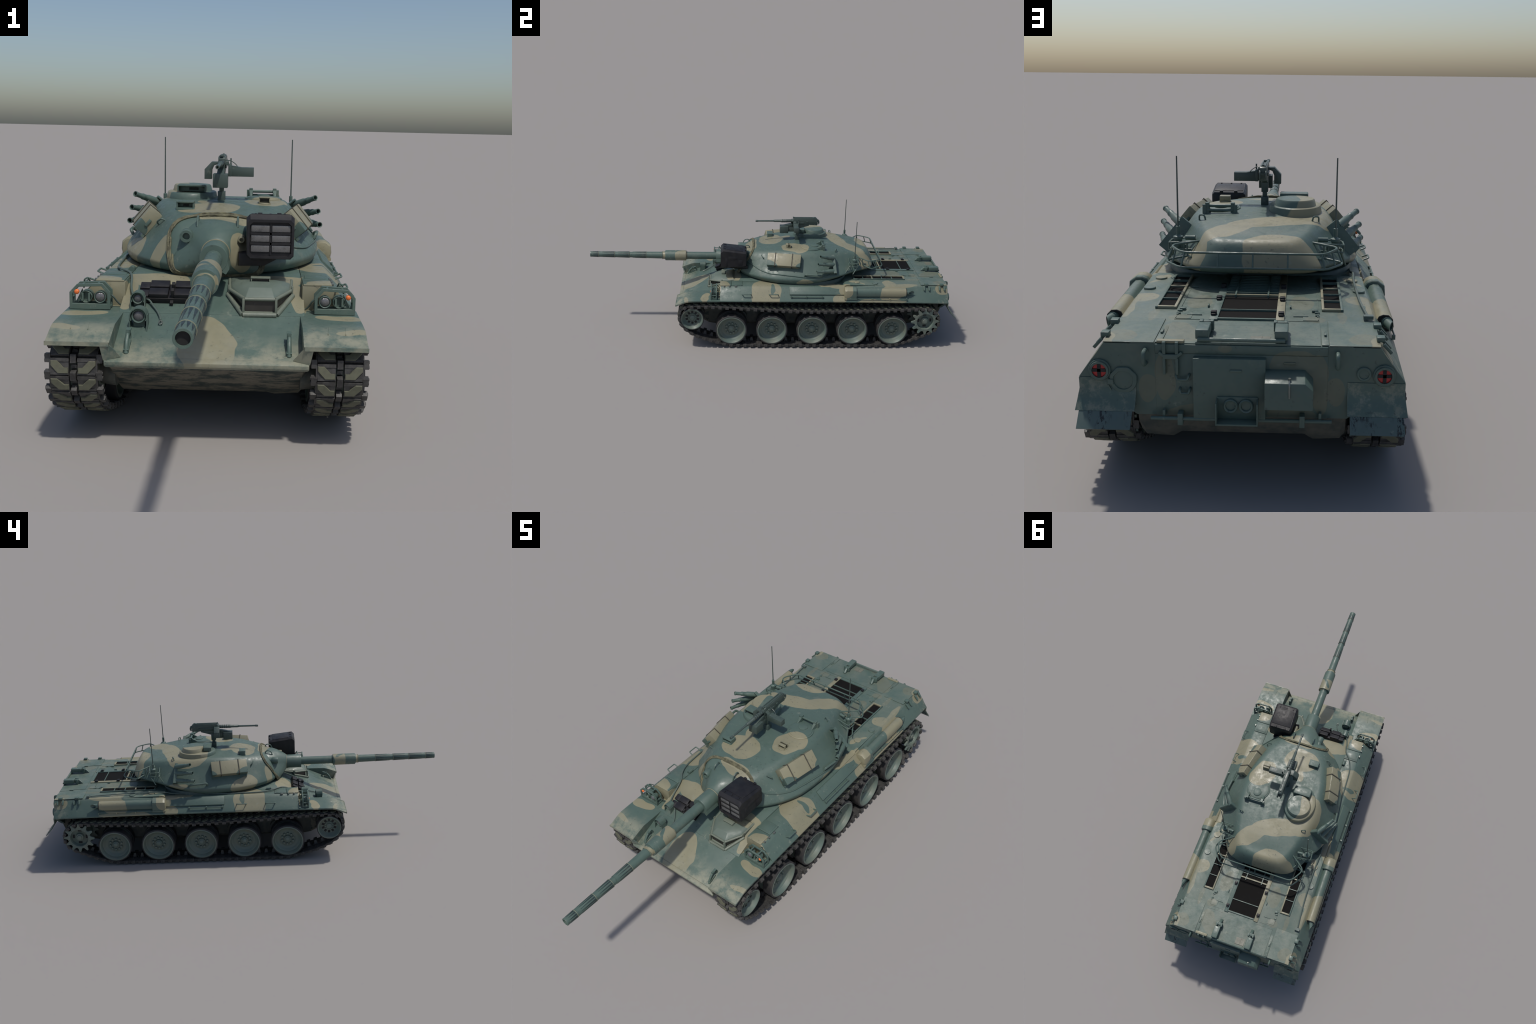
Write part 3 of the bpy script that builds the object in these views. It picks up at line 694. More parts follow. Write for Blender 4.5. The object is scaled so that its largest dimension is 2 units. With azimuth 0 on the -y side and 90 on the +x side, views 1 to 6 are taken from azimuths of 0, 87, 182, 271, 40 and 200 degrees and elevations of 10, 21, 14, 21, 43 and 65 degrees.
# ------------------------------------------------------------------ bow fittings
def glz(y): return table(y, [(-0.484, 0.2105), (-0.335, 0.2725), (-0.19, 0.3335), (0.3, 0.3335)])
for s in SIDES:
    # tow hook
    g = Geo(); x = s * 0.178
    g.tube([(x, -0.470, 0.215), (x, -0.462, 0.236), (x, -0.447, 0.2535), (x, -0.430, 0.254), (x, -0.421, 0.243), (x, -0.424, 0.230)], lambda t: 0.0052 - 0.0012 * t, 10, 0.008)
    g.box((x, -0.452, 0.2265), (0.012, 0.040, 0.010), rotm('X', 22)); g.box((x, -0.432, 0.259), (0.010, 0.014, 0.004), rotm('X', 10)); g.box((x, -0.446, 0.2575), (0.008, 0.006, 0.004))
    g.obj('tow_hook', M['green'], hull, smooth=45)
    # headlamp guard: two cut-corner frames on a base plate
    gd = Geo()
    xi, xo, zb, zt = 0.241, 0.337, 0.2755, 0.3385
    def frame(y, th):
        out = [(xi, zb), (xo, zb), (xo, 0.316), (xo - 0.018, zt - 0.003), (xi + 0.018, zt), (xi, 0.318)]
        inn = [(xi + 0.007, zb + 0.0135), (xo - 0.007, zb + 0.0135), (xo - 0.007, 0.3135), (xo - 0.021, zt - 0.010), (xi + 0.021, zt - 0.007), (xi + 0.007, 0.3145)]
        vs = [(s * p[0], y, p[1]) for p in out] + [(s * p[0], y, p[1]) for p in inn] + [(s * p[0], y + th, p[1]) for p in out] + [(s * p[0], y + th, p[1]) for p in inn]
        fs = []
        for i in range(6):
            j = (i + 1) % 6
            fs += [(i, j, 6 + j, 6 + i), (12 + i, 18 + i, 18 + j, 12 + j), (i, 12 + i, 12 + j, j), (6 + i, 6 + j, 18 + j, 18 + i)]
        gd.add(vs, fs)
    frame(-0.3215, 0.006); frame(-0.294, 0.006)
    for p in ((xi + 0.0035, 0.30), (xo - 0.0035, 0.30), (xi + 0.03, zt - 0.004), (xo - 0.03, zt - 0.006)): gd.box((s * p[0], -0.305, p[1]), (0.005, 0.026, 0.004))
    gd.box((s * 0.289, -0.306, 0.279), (0.094, 0.030, 0.006))
    lg = gd.obj('headlamp_guard', M['green'], hull, smooth=25, bevel=0.0006, seg=1)
    c = V((s * 0.2653, -0.319, 0.3049))
    g = Geo(); g.lathe(c + V((0, 0.028, 0)), (0, -1, 0), [(0, 0.009), (0.008, 0.0135), (0.026, 0.0145), (0.028, 0.0145), (0.029, 0.0135), (0.028, 0.0118), (0.024, 0.0118)], 32); g.obj('headlamp', M['green'], hull, smooth=45)
    g = Geo(); g.lathe(c + V((0, 0.003, 0)), (0, -1, 0), [(0, 0.0119), (0.002, 0.0110), (0.005, 0.0075), (0.0066, 0.0)], 32); g.obj('headlamp_lens', M['lens'], hull, smooth=70)
    c = V((s * 0.2989, -0.316, 0.3045))
    g = Geo(); g.lathe(c + V((0, 0.028, 0)), (0, -1, 0), [(0, 0.012), (0.006, 0.0148), (0.029, 0.0148), (0.030, 0.0138), (0.029, 0.0128), (0.020, 0.0125), (0.020, 0.0)], 32); g.obj('blackout_lamp', M['green'], hull, smooth=45)
    g = Geo(); g.box(c + V((-0.0078, 0.000, 0)), (0.0045, 0.006, 0.019)); g.box(c + V((0.0078, 0.000, 0)), (0.0045, 0.006, 0.019)); g.obj('blackout_shutter', M['green'], hull)
    g = Geo(); g.lathe((s * 0.3197, -0.318, 0.3173), (0, -1, 0), [(-0.002, 0.0035), (0, 0.0062), (0.003, 0.0062), (0.0055, 0.004), (0.006, 0)], 20); g.obj('indicator_lens', M['amber'], hull, smooth=60)
    g = Geo(); g.poly([(s * 0.3255, -0.306, 0.2895), (s * 0.3105, -0.306, 0.321), (s * 0.309, -0.306, 0.321), (s * 0.309, -0.306, 0.306), (s * 0.3185, -0.306, 0.2895)], 0.003, (0, 1, 0)); g.obj('indicator_bracket', M['green'], hull)
    g = Geo(); g.tube(spline([(s * 0.242, -0.300, 0.307), (s * 0.236, -0.298, 0.300), (s * 0.230, -0.290, 0.288), (s * 0.222, -0.283, 0.2785), (s * 0.214, -0.282, 0.2785)], 20)[0], 0.0022, 8); g.obj('lamp_cable', M['cable'], hull)
    g = Geo(); g.tube([(s * 0.296, -0.275, 0.330), (s * 0.300, -0.290, 0.346), (s * 0.308, -0.290, 0.341), (s * 0.313, -0.276, 0.318)], 0.002, 8, 0.003); g.obj('guard_loop', M['green'], hull)
# twin convoy lamps
for nm, c, r, top in (('convoy_lamp', V((-0.1765, -0.318, 0.3035)), 0.0135, 0.322), ('convoy_lamp', V((-0.163, -0.392, 0.2795)), 0.0165, 0.3)):
    g = Geo()
    g.lathe(c + V((0, 0.030, 0)), (0, -1, 0), [(0, r * 0.6), (0.006, r * 0.95), (0.026, r), (0.030, r), (0.031, r * 0.93), (0.030, r * 0.78), (0.026, r * 0.76)], 32)
    n = 18; a0, a1 = radians(-30), radians(210); R = []
    for y, k in ((-0.006, 1.22), (0.026, 1.18)):
        R.append([(c.x + cos(lerp(a0, a1, i / n)) * r * k, c.y + y, c.z + sin(lerp(a0, a1, i / n)) * r * k) for i in range(n + 1)] + [(c.x + cos(lerp(a1, a0, i / n)) * r * (k - 0.12), c.y + y, c.z + sin(lerp(a1, a0, i / n)) * r * (k - 0.12)) for i in range(n + 1)])
    g.loft(R)
    zb = glz(c.y + 0.014)
    for sx in SIDES: g.poly([(c.x + sx * r * 1.15, c.y - 0.008, glz(c.y - 0.008)), (c.x + sx * r * 1.15, c.y + 0.024, glz(c.y + 0.024)), (c.x + sx * r * 1.15, c.y + 0.022, c.z + 0.004), (c.x + sx * r * 1.15, c.y - 0.002, c.z + 0.004)], 0.002 * sx, (1, 0, 0))
    g.box((c.x, c.y + 0.018, (zb + c.z) / 2 - 0.004), (r * 1.6, 0.016, max(c.z - zb, 0.01)))
    g.obj(nm, M['green'], hull, smooth=40)
    g = Geo(); g.lathe(c + V((0, 0.004, 0)), (0, -1, 0), [(0, r * 0.77), (0.002, r * 0.7), (0.004, r * 0.45), (0.005, 0)], 28); g.obj('convoy_lens', M['lens'], hull, smooth=70)
# cable from the turret ring to the convoy lamps
g = Geo()
cab = [(-0.262, 0.40, 0.353), (-0.258, 0.33, 0.340), (-0.262, 0.22, 0.3375), (-0.270, 0.08, 0.3375), (-0.268, -0.02, 0.3375), (-0.262, -0.10, 0.3385), (-0.243, -0.152, 0.342), (-0.218, -0.185, 0.3405), (-0.2075, -0.215, 0.334), (-0.203, -0.250, 0.316), (-0.192, -0.285, 0.305), (-0.178, -0.300, 0.300)]
g.tube(spline(cab, 90)[0], 0.0031, 8)
g.tube(spline([(-0.262, 0.40, 0.3525), (-0.258, 0.50, 0.3535), (-0.262, 0.65, 0.351), (-0.272, 0.768, 0.349)], 30)[0], 0.0031, 8)
g.box((-0.273, 0.778, 0.3505), (0.022, 0.014, 0.008))
g.tube(spline([(-0.160, -0.300, 0.300), (-0.150, -0.305, 0.296), (-0.140, -0.318, 0.287), (-0.128, -0.335, 0.278), (-0.119, -0.355, 0.2695), (-0.116, -0.368, 0.2645)], 30)[0], 0.0024, 8)
g.obj('power_cable', M['cable'], hull)
g = Geo(); g.tube([(-0.118, -0.370, 0.264), (-0.119, -0.379, 0.2605), (-0.112, -0.381, 0.2595), (-0.111, -0.371, 0.2635)], 0.0014, 6, 0.002, closed=True); g.obj('cable_shackle', M['steel'], hull)
g = Geo(); g.lathe((-0.222, -0.125, 0.3375), (0, 1, 0), [(-0.012, 0.008), (0.012, 0.008)], 14); g.obj('cable_guide', M['green'], hull)
# black bracket rack for spare sights on the glacis
rr = rotm('X', 22.6)
rack = Geo(); org = V((-0.100, -0.272, glz(-0.272) + 0.007))
rack.box(org, (0.118, 0.062, 0.014), rr)
for dx in (-0.030, 0.030):
    for dy in (-0.016, 0.017): rack.box(org + rr @ V((dx, dy, 0.0125)), (0.046, 0.027, 0.013), rr)
for dy in (-0.016, 0.016): rack.box(org + rr @ V((-0.066, dy, 0.008)), (0.024, 0.026, 0.012), rr)
rack.obj('equipment_rack', M['black'], hull, bevel=0.0012)
g = Geo()
for dy in (-0.022, 0.004): g.box(org + rr @ V((0.004, dy, 0.016)), (0.008, 0.012, 0.026), rr)
g.box(org + rr @ V((0.002, -0.036, 0.000)), (0.008, 0.012, 0.008), rr); g.box(org + rr @ V((-0.012, -0.029, 0.006)), (0.10, 0.004, 0.004), rr)
g.obj('rack_clamp', M['matt_black'], hull, bevel=0.001)
# driver hatch with wrap-round vision hood
g = Geo()
pts_o = [(0.033, -0.212), (0.036, -0.275), (0.0735, -0.3365), (0.150, -0.3365), (0.1905, -0.275), (0.194, -0.212)]
xc = 0.1125
lowr = [(x, y, glz(y) - 0.004) for x, y in pts_o]; mid = [(lerp(x, xc, 0.05), lerp(y, -0.24, 0.03), glz(y) + 0.006) for x, y in pts_o]
g.loft([lowr, mid])
hood = g.obj('driver_hood_base', M['hood'], hull, smooth=20, bevel=0.0012)
g = Geo()   # roof slab of the hood, wedge rising off the glacis
top = [(0.040, -0.200, 0.334), (0.044, -0.262, 0.3285), (0.080, -0.318, 0.3185), (0.144, -0.318, 0.3185), (0.181, -0.262, 0.3285), (0.186, -0.200, 0.334)]
bot = [(0.036, -0.196, 0.330), (0.040, -0.268, 0.319), (0.0765, -0.3285, 0.3105), (0.1475, -0.3285, 0.3105), (0.186, -0.268, 0.319), (0.190, -0.196, 0.330)]
cen = [(lerp(p[0], xc, 0.16), lerp(p[1], -0.225, 0.18), lerp(p[2], 0.3390, 0.72)) for p in top]; cen2 = [(lerp(p[0], xc, 0.45), lerp(p[1], -0.225, 0.5), 0.3400) for p in top]
g.loft([bot, top, cen, cen2])
g.obj('driver_hatch', M['hatch'], hull, smooth=40, bevel=0.0015)
g = Geo()   # glass band
gb = [(0.041, -0.268), (0.0775, -0.3265), (0.1465, -0.3265), (0.185, -0.268)]
g.loft([[(x, y, glz(y) - 0.002) for x, y in gb] + [(0.15, -0.22, 0.30), (0.07, -0.22, 0.30)], [(x, y + 0.001, 0.3165 if y > -0.3 else 0.3105) for x, y in gb] + [(0.15, -0.22, 0.325), (0.07, -0.22, 0.325)]])
g.obj('vision_block', M['glass_dark'], hull, smooth=15)
g = Geo()
for x in (0.0735, 0.150): g.box((x, -0.3345, 0.2945), (0.0058, 0.009, 0.037))
for x, s2 in ((0.0365, 1), (0.190, -1)): g.box((x, -0.263, 0.3195), (0.0045, 0.008, 0.022))
g.obj('vision_post', M['hood'], hull, bevel=0.0012)
g = Geo()   # lower sill
sill = [(0.0345, -0.262), (0.0725, -0.3375), (0.151, -0.3375), (0.1915, -0.262)]
for a, b in zip(sill, sill[1:]): g.tube([(a[0], a[1], glz(a[1]) + 0.0035), (b[0], b[1], glz(b[1]) + 0.0035)], 0.0066, 8)
for a, b in zip(bot, bot[1:]): g.tube([a, b], 0.0046, 8)
g.obj('vision_sill', M['hood'], hull, smooth=50)
g = Geo(); g.box((0.1125, -0.252, 0.3440), (0.046, 0.004, 0.010)); g.box((0.1125, -0.258, 0.3490), (0.048, 0.020, 0.003)); g.box((0.0905, -0.258, 0.3430), (0.003, 0.018, 0.012)); g.box((0.1345, -0.258, 0.3430), (0.003, 0.018, 0.012)); o = g.obj('driver_periscope', M['hood'], hull, bevel=0.001)
g = Geo(); g.box((0.1125, -0.2560, 0.3430), (0.040, 0.003, 0.008)); g.obj('periscope_glass', M['glass_dark'], hull)

# ============================================================ TURRET
# half outlines from the front centre round the left to the rear centre (x, y, z)
W_ = [(0, -0.172, 0.360), (0.06, -0.172, 0.360), (0.115, -0.165, 0.360), (0.168, -0.128, 0.361), (0.222, -0.062, 0.362), (0.2575, 0.016, 0.363), (0.270, 0.075, 0.364), (0.277, 0.135, 0.366), (0.281, 0.195, 0.368), (0.279, 0.273, 0.373), (0.258, 0.364, 0.384), (0.2235, 0.430, 0.392), (0.192, 0.495, 0.398), (0.158, 0.545, 0.402), (0.110, 0.566, 0.404), (0.05, 0.571, 0.404), (0, 0.572, 0.404)]
B_ = [(0, -0.158, 0.340), (0.06, -0.157, 0.340), (0.105, -0.150, 0.339), (0.150, -0.117, 0.338), (0.200, -0.055, 0.337), (0.240, 0.020, 0.336), (0.256, 0.085, 0.336), (0.263, 0.150, 0.337), (0.266, 0.205, 0.340), (0.262, 0.285, 0.354), (0.242, 0.364, 0.371), (0.208, 0.430, 0.380), (0.178, 0.490, 0.386), (0.147, 0.540, 0.389), (0.105, 0.558, 0.390), (0.05, 0.562, 0.390), (0, 0.562, 0.390)]
R_ = [(0, -0.060, 0.483), (0.05, -0.056, 0.482), (0.085, -0.036, 0.481), (0.112, 0.000, 0.483), (0.134, 0.040, 0.488), (0.148, 0.080, 0.4915), (0.158, 0.120, 0.494), (0.165, 0.165, 0.4955), (0.167, 0.220, 0.495), (0.164, 0.285, 0.492), (0.151, 0.345, 0.488), (0.139, 0.400, 0.482), (0.125, 0.452, 0.4770), (0.105, 0.494, 0.4725), (0.076, 0.515, 0.4705), (0.038, 0.521, 0.4703), (0, 0.523, 0.470)]
def full(h, n=56):
    p = spline(h, n)[0]; return p + [V((-q.x, q.y, q.z)) for q in reversed(p[1:-1])]
def resample_like(h, n):   # even in control index, so the three outlines correspond
    P = [V(p) for p in h]; out = []; N = len(P)
    for i in range(n):
        t = i / (n - 1) * (N - 1); k = min(int(t), N - 2); f = t - k
        p1, p2 = P[k], P[k + 1]; p0 = P[k - 1] if k > 0 else V((-P[1].x, P[1].y, P[1].z)); p3 = P[k + 2] if k < N - 2 else V((-P[N - 2].x, P[N - 2].y, P[N - 2].z))
        out.append(0.5 * ((2 * p1) + (p2 - p0) * f + (2 * p0 - 5 * p1 + 4 * p2 - p3) * f * f + (3 * p1 - p0 - 3 * p2 + p3) * f ** 3))
    return out + [V((-q.x, q.y, q.z)) for q in reversed(out[1:-1])]
NH = 65
RW, RB, RR = resample_like(W_, NH), resample_like(B_, NH), resample_like(R_, NH)
PROF_SIDE = [(0, 0), (.07, .010), (.15, .038), (.22, .088), (.30, .165), (.37, .255), (.43, .335), (.55, .475), (.68, .625), (.80, .75), (.89, .845), (.95, .915), (.985, .965), (1, 1)]
PROF_FRONT = [(0, 0), (.16, .02), (.30, .055), (.42, .10), (.53, .16), (.62, .225), (.70, .31), (.77, .41), (.84, .54), (.89, .66), (.93, .77), (.965, .88), (.99, .96), (1, 1)]
PROF_REAR = [(0, 0), (.13, .015), (.26, .05), (.38, .11), (.48, .19), (.56, .28), (.64, .38), (.71, .48), (.78, .59), (.85, .71), (.91, .82), (.955, .91), (.985, .965), (1, 1)]
n_r = len(RW); rings = []
def prof(i, k):
    h = min(i, n_r - i) / (n_r // 2)      # 0 front .. 1 rear
    wf = max(0.0, min(1.0, (0.30 - h) / 0.20)); wf = wf * wf * (3 - 2 * wf)
    wr = max(0.0, min(1.0, (h - 0.74) / 0.14)); wr = wr * wr * (3 - 2 * wr)
    a, b, c = PROF_SIDE[k], PROF_FRONT[k], PROF_REAR[k]
    return tuple(a[j] * (1 - wf - wr) + b[j] * wf + c[j] * wr for j in (0, 1))
# roof from a centre spine outwards
def spine_z(y): return table(y, [(-0.05, 0.4825), (0.0, 0.489), (0.05, 0.4948), (0.12, 0.4975), (0.20, 0.498), (0.28, 0.4965), (0.33, 0.4925), (0.40, 0.4865), (0.46, 0.480), (0.52, 0.4712)])
for t in (0.0, 0.25, 0.5, 0.72, 0.88):
    ring = []
    for p in RR:
        yc = max(-0.02, min(0.44, p.y)); x = p.x * t; y = lerp(yc, p.y, t)
        ring.append(V((x, y, lerp(spine_z(y), p.z, t * t) if t > 0 else spine_z(yc))))
    rings.append(ring)
for k in range(len(PROF_SIDE)):
    ring = []
    for i in range(n_r):
        u, w = prof(i, k); a, b = RR[i], RW[i]
        ring.append(V((lerp(a.x, b.x, u), lerp(a.y, b.y, u), lerp(a.z, b.z, w))))
    rings.append(ring)
for t in (0.3, 0.6, 0.85, 1.0):
    ring = []
    for a, b in zip(RW, RB):
        u = 1 - math.sqrt(max(0, 1 - t * t)); ring.append(V((lerp(a.x, b.x, u * .75 + t * .25), lerp(a.y, b.y, u * .75 + t * .25), lerp(a.z, b.z, t))))
    rings.append(ring)
rings.append([V((p.x * 0.75, lerp(p.y, 0.15, 0.25), p.z - 0.0005)) for p in RB])
g = Geo(); g.loft(rings)
turret = g.obj('turret', M['turret'], tank, smooth=60)
bm = bmesh.new(); bm.from_mesh(turret.data); bmesh.ops.remove_doubles(bm, verts=bm.verts, dist=2e-4); bmesh.ops.recalc_face_normals(bm, faces=bm.faces); 
for f in bm.faces: f.smooth = True
bm.to_mesh(turret.data); bm.free()
# collar on the hull roof under the turret, cut short behind
CO = [(0, -0.128), (0.06, -0.126), (0.11, -0.112), (0.155, -0.080), (0.20, -0.030), (0.236, 0.035), (0.254, 0.10), (0.262, 0.17), (0.2625, 0.25), (0.254, 0.305), (0.230, 0.352), (0.192, 0.392), (0.150, 0.410), (0.08, 0.418), (0, 0.420)]
co = [V((x, y, 0)) for x, y in CO]; co = spline(co, 48)[0]; co = co + [V((-p.x, p.y, 0)) for p in reversed(co[1:-1])]
g = Geo(); cc = V((0, 0.15, 0)); R = []
for k, z in ((1.012, 0.328), (1.008, 0.346), (0.995, 0.3515), (0.97, 0.3530), (0.90, 0.3530)):
    R.append([V((p.x * k, cc.y + (p.y - cc.y) * k, z if p.y > 0.2 else lerp(z, min(z, 0.343), min(1, (0.2 - p.y) / 0.1)))) for p in co])
g.loft(R); g.obj('turret_collar', M['collar'], hull, smooth=40)

from mathutils.bvhtree import BVHTree
_bm = bmesh.new(); _bm.from_mesh(turret.data); TB = BVHTree.FromBMesh(_bm)
def surf(x, y):
    """point and normal on the turret skin seen from above"""
    h = TB.ray_cast(V((x, y, 1.0)), V((0, 0, -1))); return h[0], h[1]
def skin(p):
    h = TB.find_nearest(V(p)); return h[0], h[1]

# mantlet
RING = [(0, -0.096, 0.4725), (0.03, -0.0965, 0.472), (0.055, -0.097, 0.468), (0.085, -0.099, 0.456), (0.102, -0.106, 0.438), (0.107, -0.117, 0.4215), (0.110, -0.134, 0.405), (0.1125, -0.152, 0.386), (0.111, -0.168, 0.367), (0.102, -0.181, 0.347), (0.075, -0.187, 0.3415), (0.04, -0.19, 0.341), (0, -0.19, 0.341)]
def ring_pts(n=33):
    P = spline(RING, n)[0]; return P + [V((-q.x, q.y, q.z)) for q in reversed(P[1:-1])]
RG = ring_pts(); nR = len(RG)
def angle_of(p): return atan2(p.x, p.z - 0.402)
ANG = [angle_of(p) for p in RG]
g = Geo(); L = []
L.append([V((p.x * 0.98, p.y + 0.03, lerp(p.z, 0.405, 0.03))) for p in RG])
L.append([V((p.x, p.y, p.z)) for p in RG])
for t in (0.12, 0.26, 0.42, 0.58, 0.73, 0.86, 0.95, 1.0):
    ring = []
    for p, a in zip(RG, ANG):
        q = V((sin(a) * 0.0365, -0.222, 0.399 + cos(a) * 0.0365))
        k = t + 0.0
        out = sin(pi * t) * 0.013
        m_ = p.lerp(q, k); d = V((sin(a), 0, cos(a))); fwd = sin(pi * min(t, 1)) * 0.012
        kk = 0.25 + 0.75 * max(0.0, cos(a)) ** 2; ring.append(m_ + d * out * kk + V((0, -fwd * 0.4 * kk, 0)))
    L.append(ring)
L.append([V((p.x * 0.9, -0.2235, 0.399 + (p.z - 0.399) * 0.9)) for p in L[-1]])
g.loft(L)
mantlet = g.obj('gun_mantlet', M['turret'], turret, smooth=55)
# canvas seal round the mantlet: a wrinkled band of overlapping folds between mantlet and turret skin
g = Geo()
base = spline([V((q.x * 1.005, q.y + 0.001, q.z + 0.001)) for q in RG], 180, closed=True)[0]
for k in range(4):
    pts = []
    for i, q in enumerate(base):
        e = 0.0036 * k; c = V((q.x, 0, q.z - 0.40)).normalized()
        p = q + c * e + V((0, 0.0026 * k, 0))
        h, nn = skin(p); d = (p - h).dot(nn)
        if k and d < 0.0022: p = h + nn * 0.0022
        w = noise.noise(q * 55 + V((k * 7.0, 0, 0))) * 0.0018
        pts.append(p + c * w * 0.6 + nn * abs(w))
    g.tube(pts, lambda t: 0.0026 + 0.0010 * noise.noise(V((t * 70, k * 3.0, 0))), 8, closed=True)
g.obj('canvas_seal', M['canvas'], turret, smooth=60)
# sight tube, coaxial port, lifting loops on the mantlet
g = Geo(); g.lathe((-0.077, -0.108, 0.4355), (0, -1, -0.03), [(0, 0.0145), (0.030, 0.014), (0.038, 0.0140), (0.041, 0.0165), (0.067, 0.0165), (0.069, 0.0155), (0.069, 0.0092), (0.058, 0.009), (0.058, 0)], 28); g.obj('gunner_sight', M['turret'], turret, smooth=40)
g = Geo(); g.lathe((0.0625, -0.14, 0.4315), (0, -1, 0), [(0, 0.009), (0.050, 0.0088), (0.060, 0.0082), (0.061, 0.0048), (0.050, 0.0045), (0.050, 0)], 20); g.obj('coaxial_port', M['turret'], turret, smooth=40)
for s in SIDES:
    x = s * 0.0512
    g = Geo(); g.tube([(x, -0.112, 0.462), (x, -0.116, 0.477), (x, -0.128, 0.4805), (x, -0.142, 0.474), (x, -0.150, 0.455)], 0.0027, 8, 0.006); g.obj('lifting_loop', M['green'], turret)
def loop_on(p, along, h, w, r, parent, name='lifting_loop'):
    c, nrm = skin(p); a = V(along); a = (a - nrm * a.dot(nrm)).normalized() * w / 2
    g = Geo(); g.tube([c - a - nrm * .003, c - a * 0.8 + nrm * h, c + a * 0.8 + nrm * h, c + a - nrm * .003], r, 8, 0.006); return g.obj(name, M['green'], parent)
for s in SIDES:
    loop_on((s * 0.152, -0.042, 0.448), (s * 0.35, -1, 0) if 0 else (s * 0.5, 0.5, -0.6), 0.010, 0.026, 0.0024, turret)
    loop_on((s * 0.157, 0.352, 0.486), (s * 0.9, -0.35, 0), 0.013, 0.020, 0.0024, turret)

# stowage boxes strapped on the turret cheeks
for s in SIDES:
    A = V((s * 0.1613, -0.012, 0.4661)); Bq = V((s * 0.2074, -0.012, 0.4124))   # inner top / inner low at the front
    ln = V((s * 0.0330, 0.176, 0.0015)); dn = (Bq - A); yv = ln.normalized()
    xv = (dn - yv * dn.dot(yv)).normalized(); nv = yv.cross(xv) * (-s if (yv.cross(xv)).x * s < 0 and s > 0 else 1)
    nv = yv.cross(xv); nv = nv if nv.x * s > 0 else -nv
    w, th = dn.length, 0.036
    g = Geo(); a = A - nv * 0.004
    P8 = [a + xv * u + nv * v + yv * t for t in (0, ln.length) for u, v in ((0, 0), (w, 0), (w, th + .002), (w * 0.985, th + .004), (0.001, th + .004), (0, th + .002))]
    g.loft([P8[:6], P8[6:]]); g.obj('stowage_box', M['box'], turret, smooth=25, bevel=0.0018)
    g = Geo()
    for f in (0.235, 0.745):
        c = a + yv * ln.length * f; e = 0.0012
        q = [a_ for a_ in ((-e, 0), (-e, th + .004 + e), (w + e, th + .004 + e), (w + e, 0))]
        pts = [c + xv * u + nv * v for u, v in q]
        for p1, p2 in zip(pts, pts[1:]):
            m = (p1 + p2) / 2; d = (p2 - p1); 
            zz = d.normalized(); g.box(m, (d.length + 0.002, 0.0042, 0.0022), frame_rot(zz, yv, zz.cross(yv)))
    g.obj('box_strap', M['strap'], turret)
    g = Geo()
    c = a + xv * w * 0.55 + nv * th * 0.5 - yv * 0.001; g.box(c, (0.022, 0.006, 0.008), frame_rot(xv, yv, xv.cross(yv)))
    c = a + xv * w * 0.5 + nv * th * 0.5 + yv * (ln.length + 0.001); g.box(c, (0.014, 0.005, 0.008), frame_rot(xv, yv, xv.cross(yv)))
    g.obj('box_latch', M['green'], turret, bevel=0.001)
    g = Geo(); c = a + xv * (w + 0.004) + nv * 0.006 + yv * ln.length * .5; g.box(c, (0.010, ln.length * 0.98, 0.008), frame_rot(xv, yv, xv.cross(yv))); g.obj('box_rest', M['green'], turret)

    # grab bar low on the turret side
    g = Geo(); g.tube([skin((s * 0.27, 0.178, 0.385))[0], V((s * 0.277, 0.181, 0.3985)), V((s * 0.2845, 0.262, 0.394)), skin((s * 0.274, 0.272, 0.385))[0]], 0.0052, 10, 0.006); g.obj('grab_bar', M['green'], turret)

    # smoke grenade dischargers
    tips = [V((s * 0.2774, 0.2563, 0.4998)), V((s * 0.2862, 0.2447, 0.4594)), V((s * 0.2916, 0.2388, 0.4188))]
    roots = [V((s * 0.221, 0.334, 0.470)), V((s * 0.242, 0.336, 0.4425)), V((s * 0.262, 0.338, 0.4135))]
    q = [V((s * 0.217, 0.337, 0.488)), V((s * 0.184, 0.343, 0.4620)), V((s * 0.250, 0.353, 0.386)), V((s * 0.2805, 0.347, 0.4095))]
    g = Geo(); nn = (q[1] - q[0]).cross(q[3] - q[0]).normalized(); nn = nn if nn.y > 0 else -nn
    g.poly([p - nn * 0.004 for p in q], 0.005, nn)
    d1 = (q[0] - q[1]).normalized()
    for p1, p2 in ((q[0], q[3]), (q[0], q[1]), (q[1], q[2])):
        m = (p1 + p2) / 2 - nn * 0.008; d = p2 - p1; zz = d.normalized(); g.box(m, (d.length, 0.014, 0.0035), frame_rot(zz, nn, zz.cross(nn)))
    g.obj('smoke_discharger_bracket', M['green'], turret, smooth=20)
    for t_, r_ in zip(tips, roots):
        d = (t_ - r_); Lh = d.length
        g = Geo(); g.lathe(r_ - d.normalized() * 0.001, d, [(0, 0.0115), (Lh * 0.42, 0.0115), (Lh * 0.46, 0.0098), (Lh * 0.62, 0.0092), (Lh * 0.64, 0.0098), (Lh * 0.68, 0.0096), (Lh * 0.71, 0.0079), (Lh * 0.95, 0.0076), (Lh * 0.96, 0.0087), (Lh, 0.0087), (Lh + 0.001, 0.0082), (Lh, 0.0063), (Lh * 0.8, 0.0062), (Lh * .8, 0)], 20)
        g.obj('smoke_discharger', M['green'], turret, smooth=40)
        g = Geo(); g.lathe(r_ + d.normalized() * (Lh * 0.8), d, [(0, 0.0061), (0.002, 0.0061)], 16); g.obj('discharger_bore', M['matt_black'], turret)

    # antenna base, cage and whip
    c = V((s * 0.209, 0.450, 0))
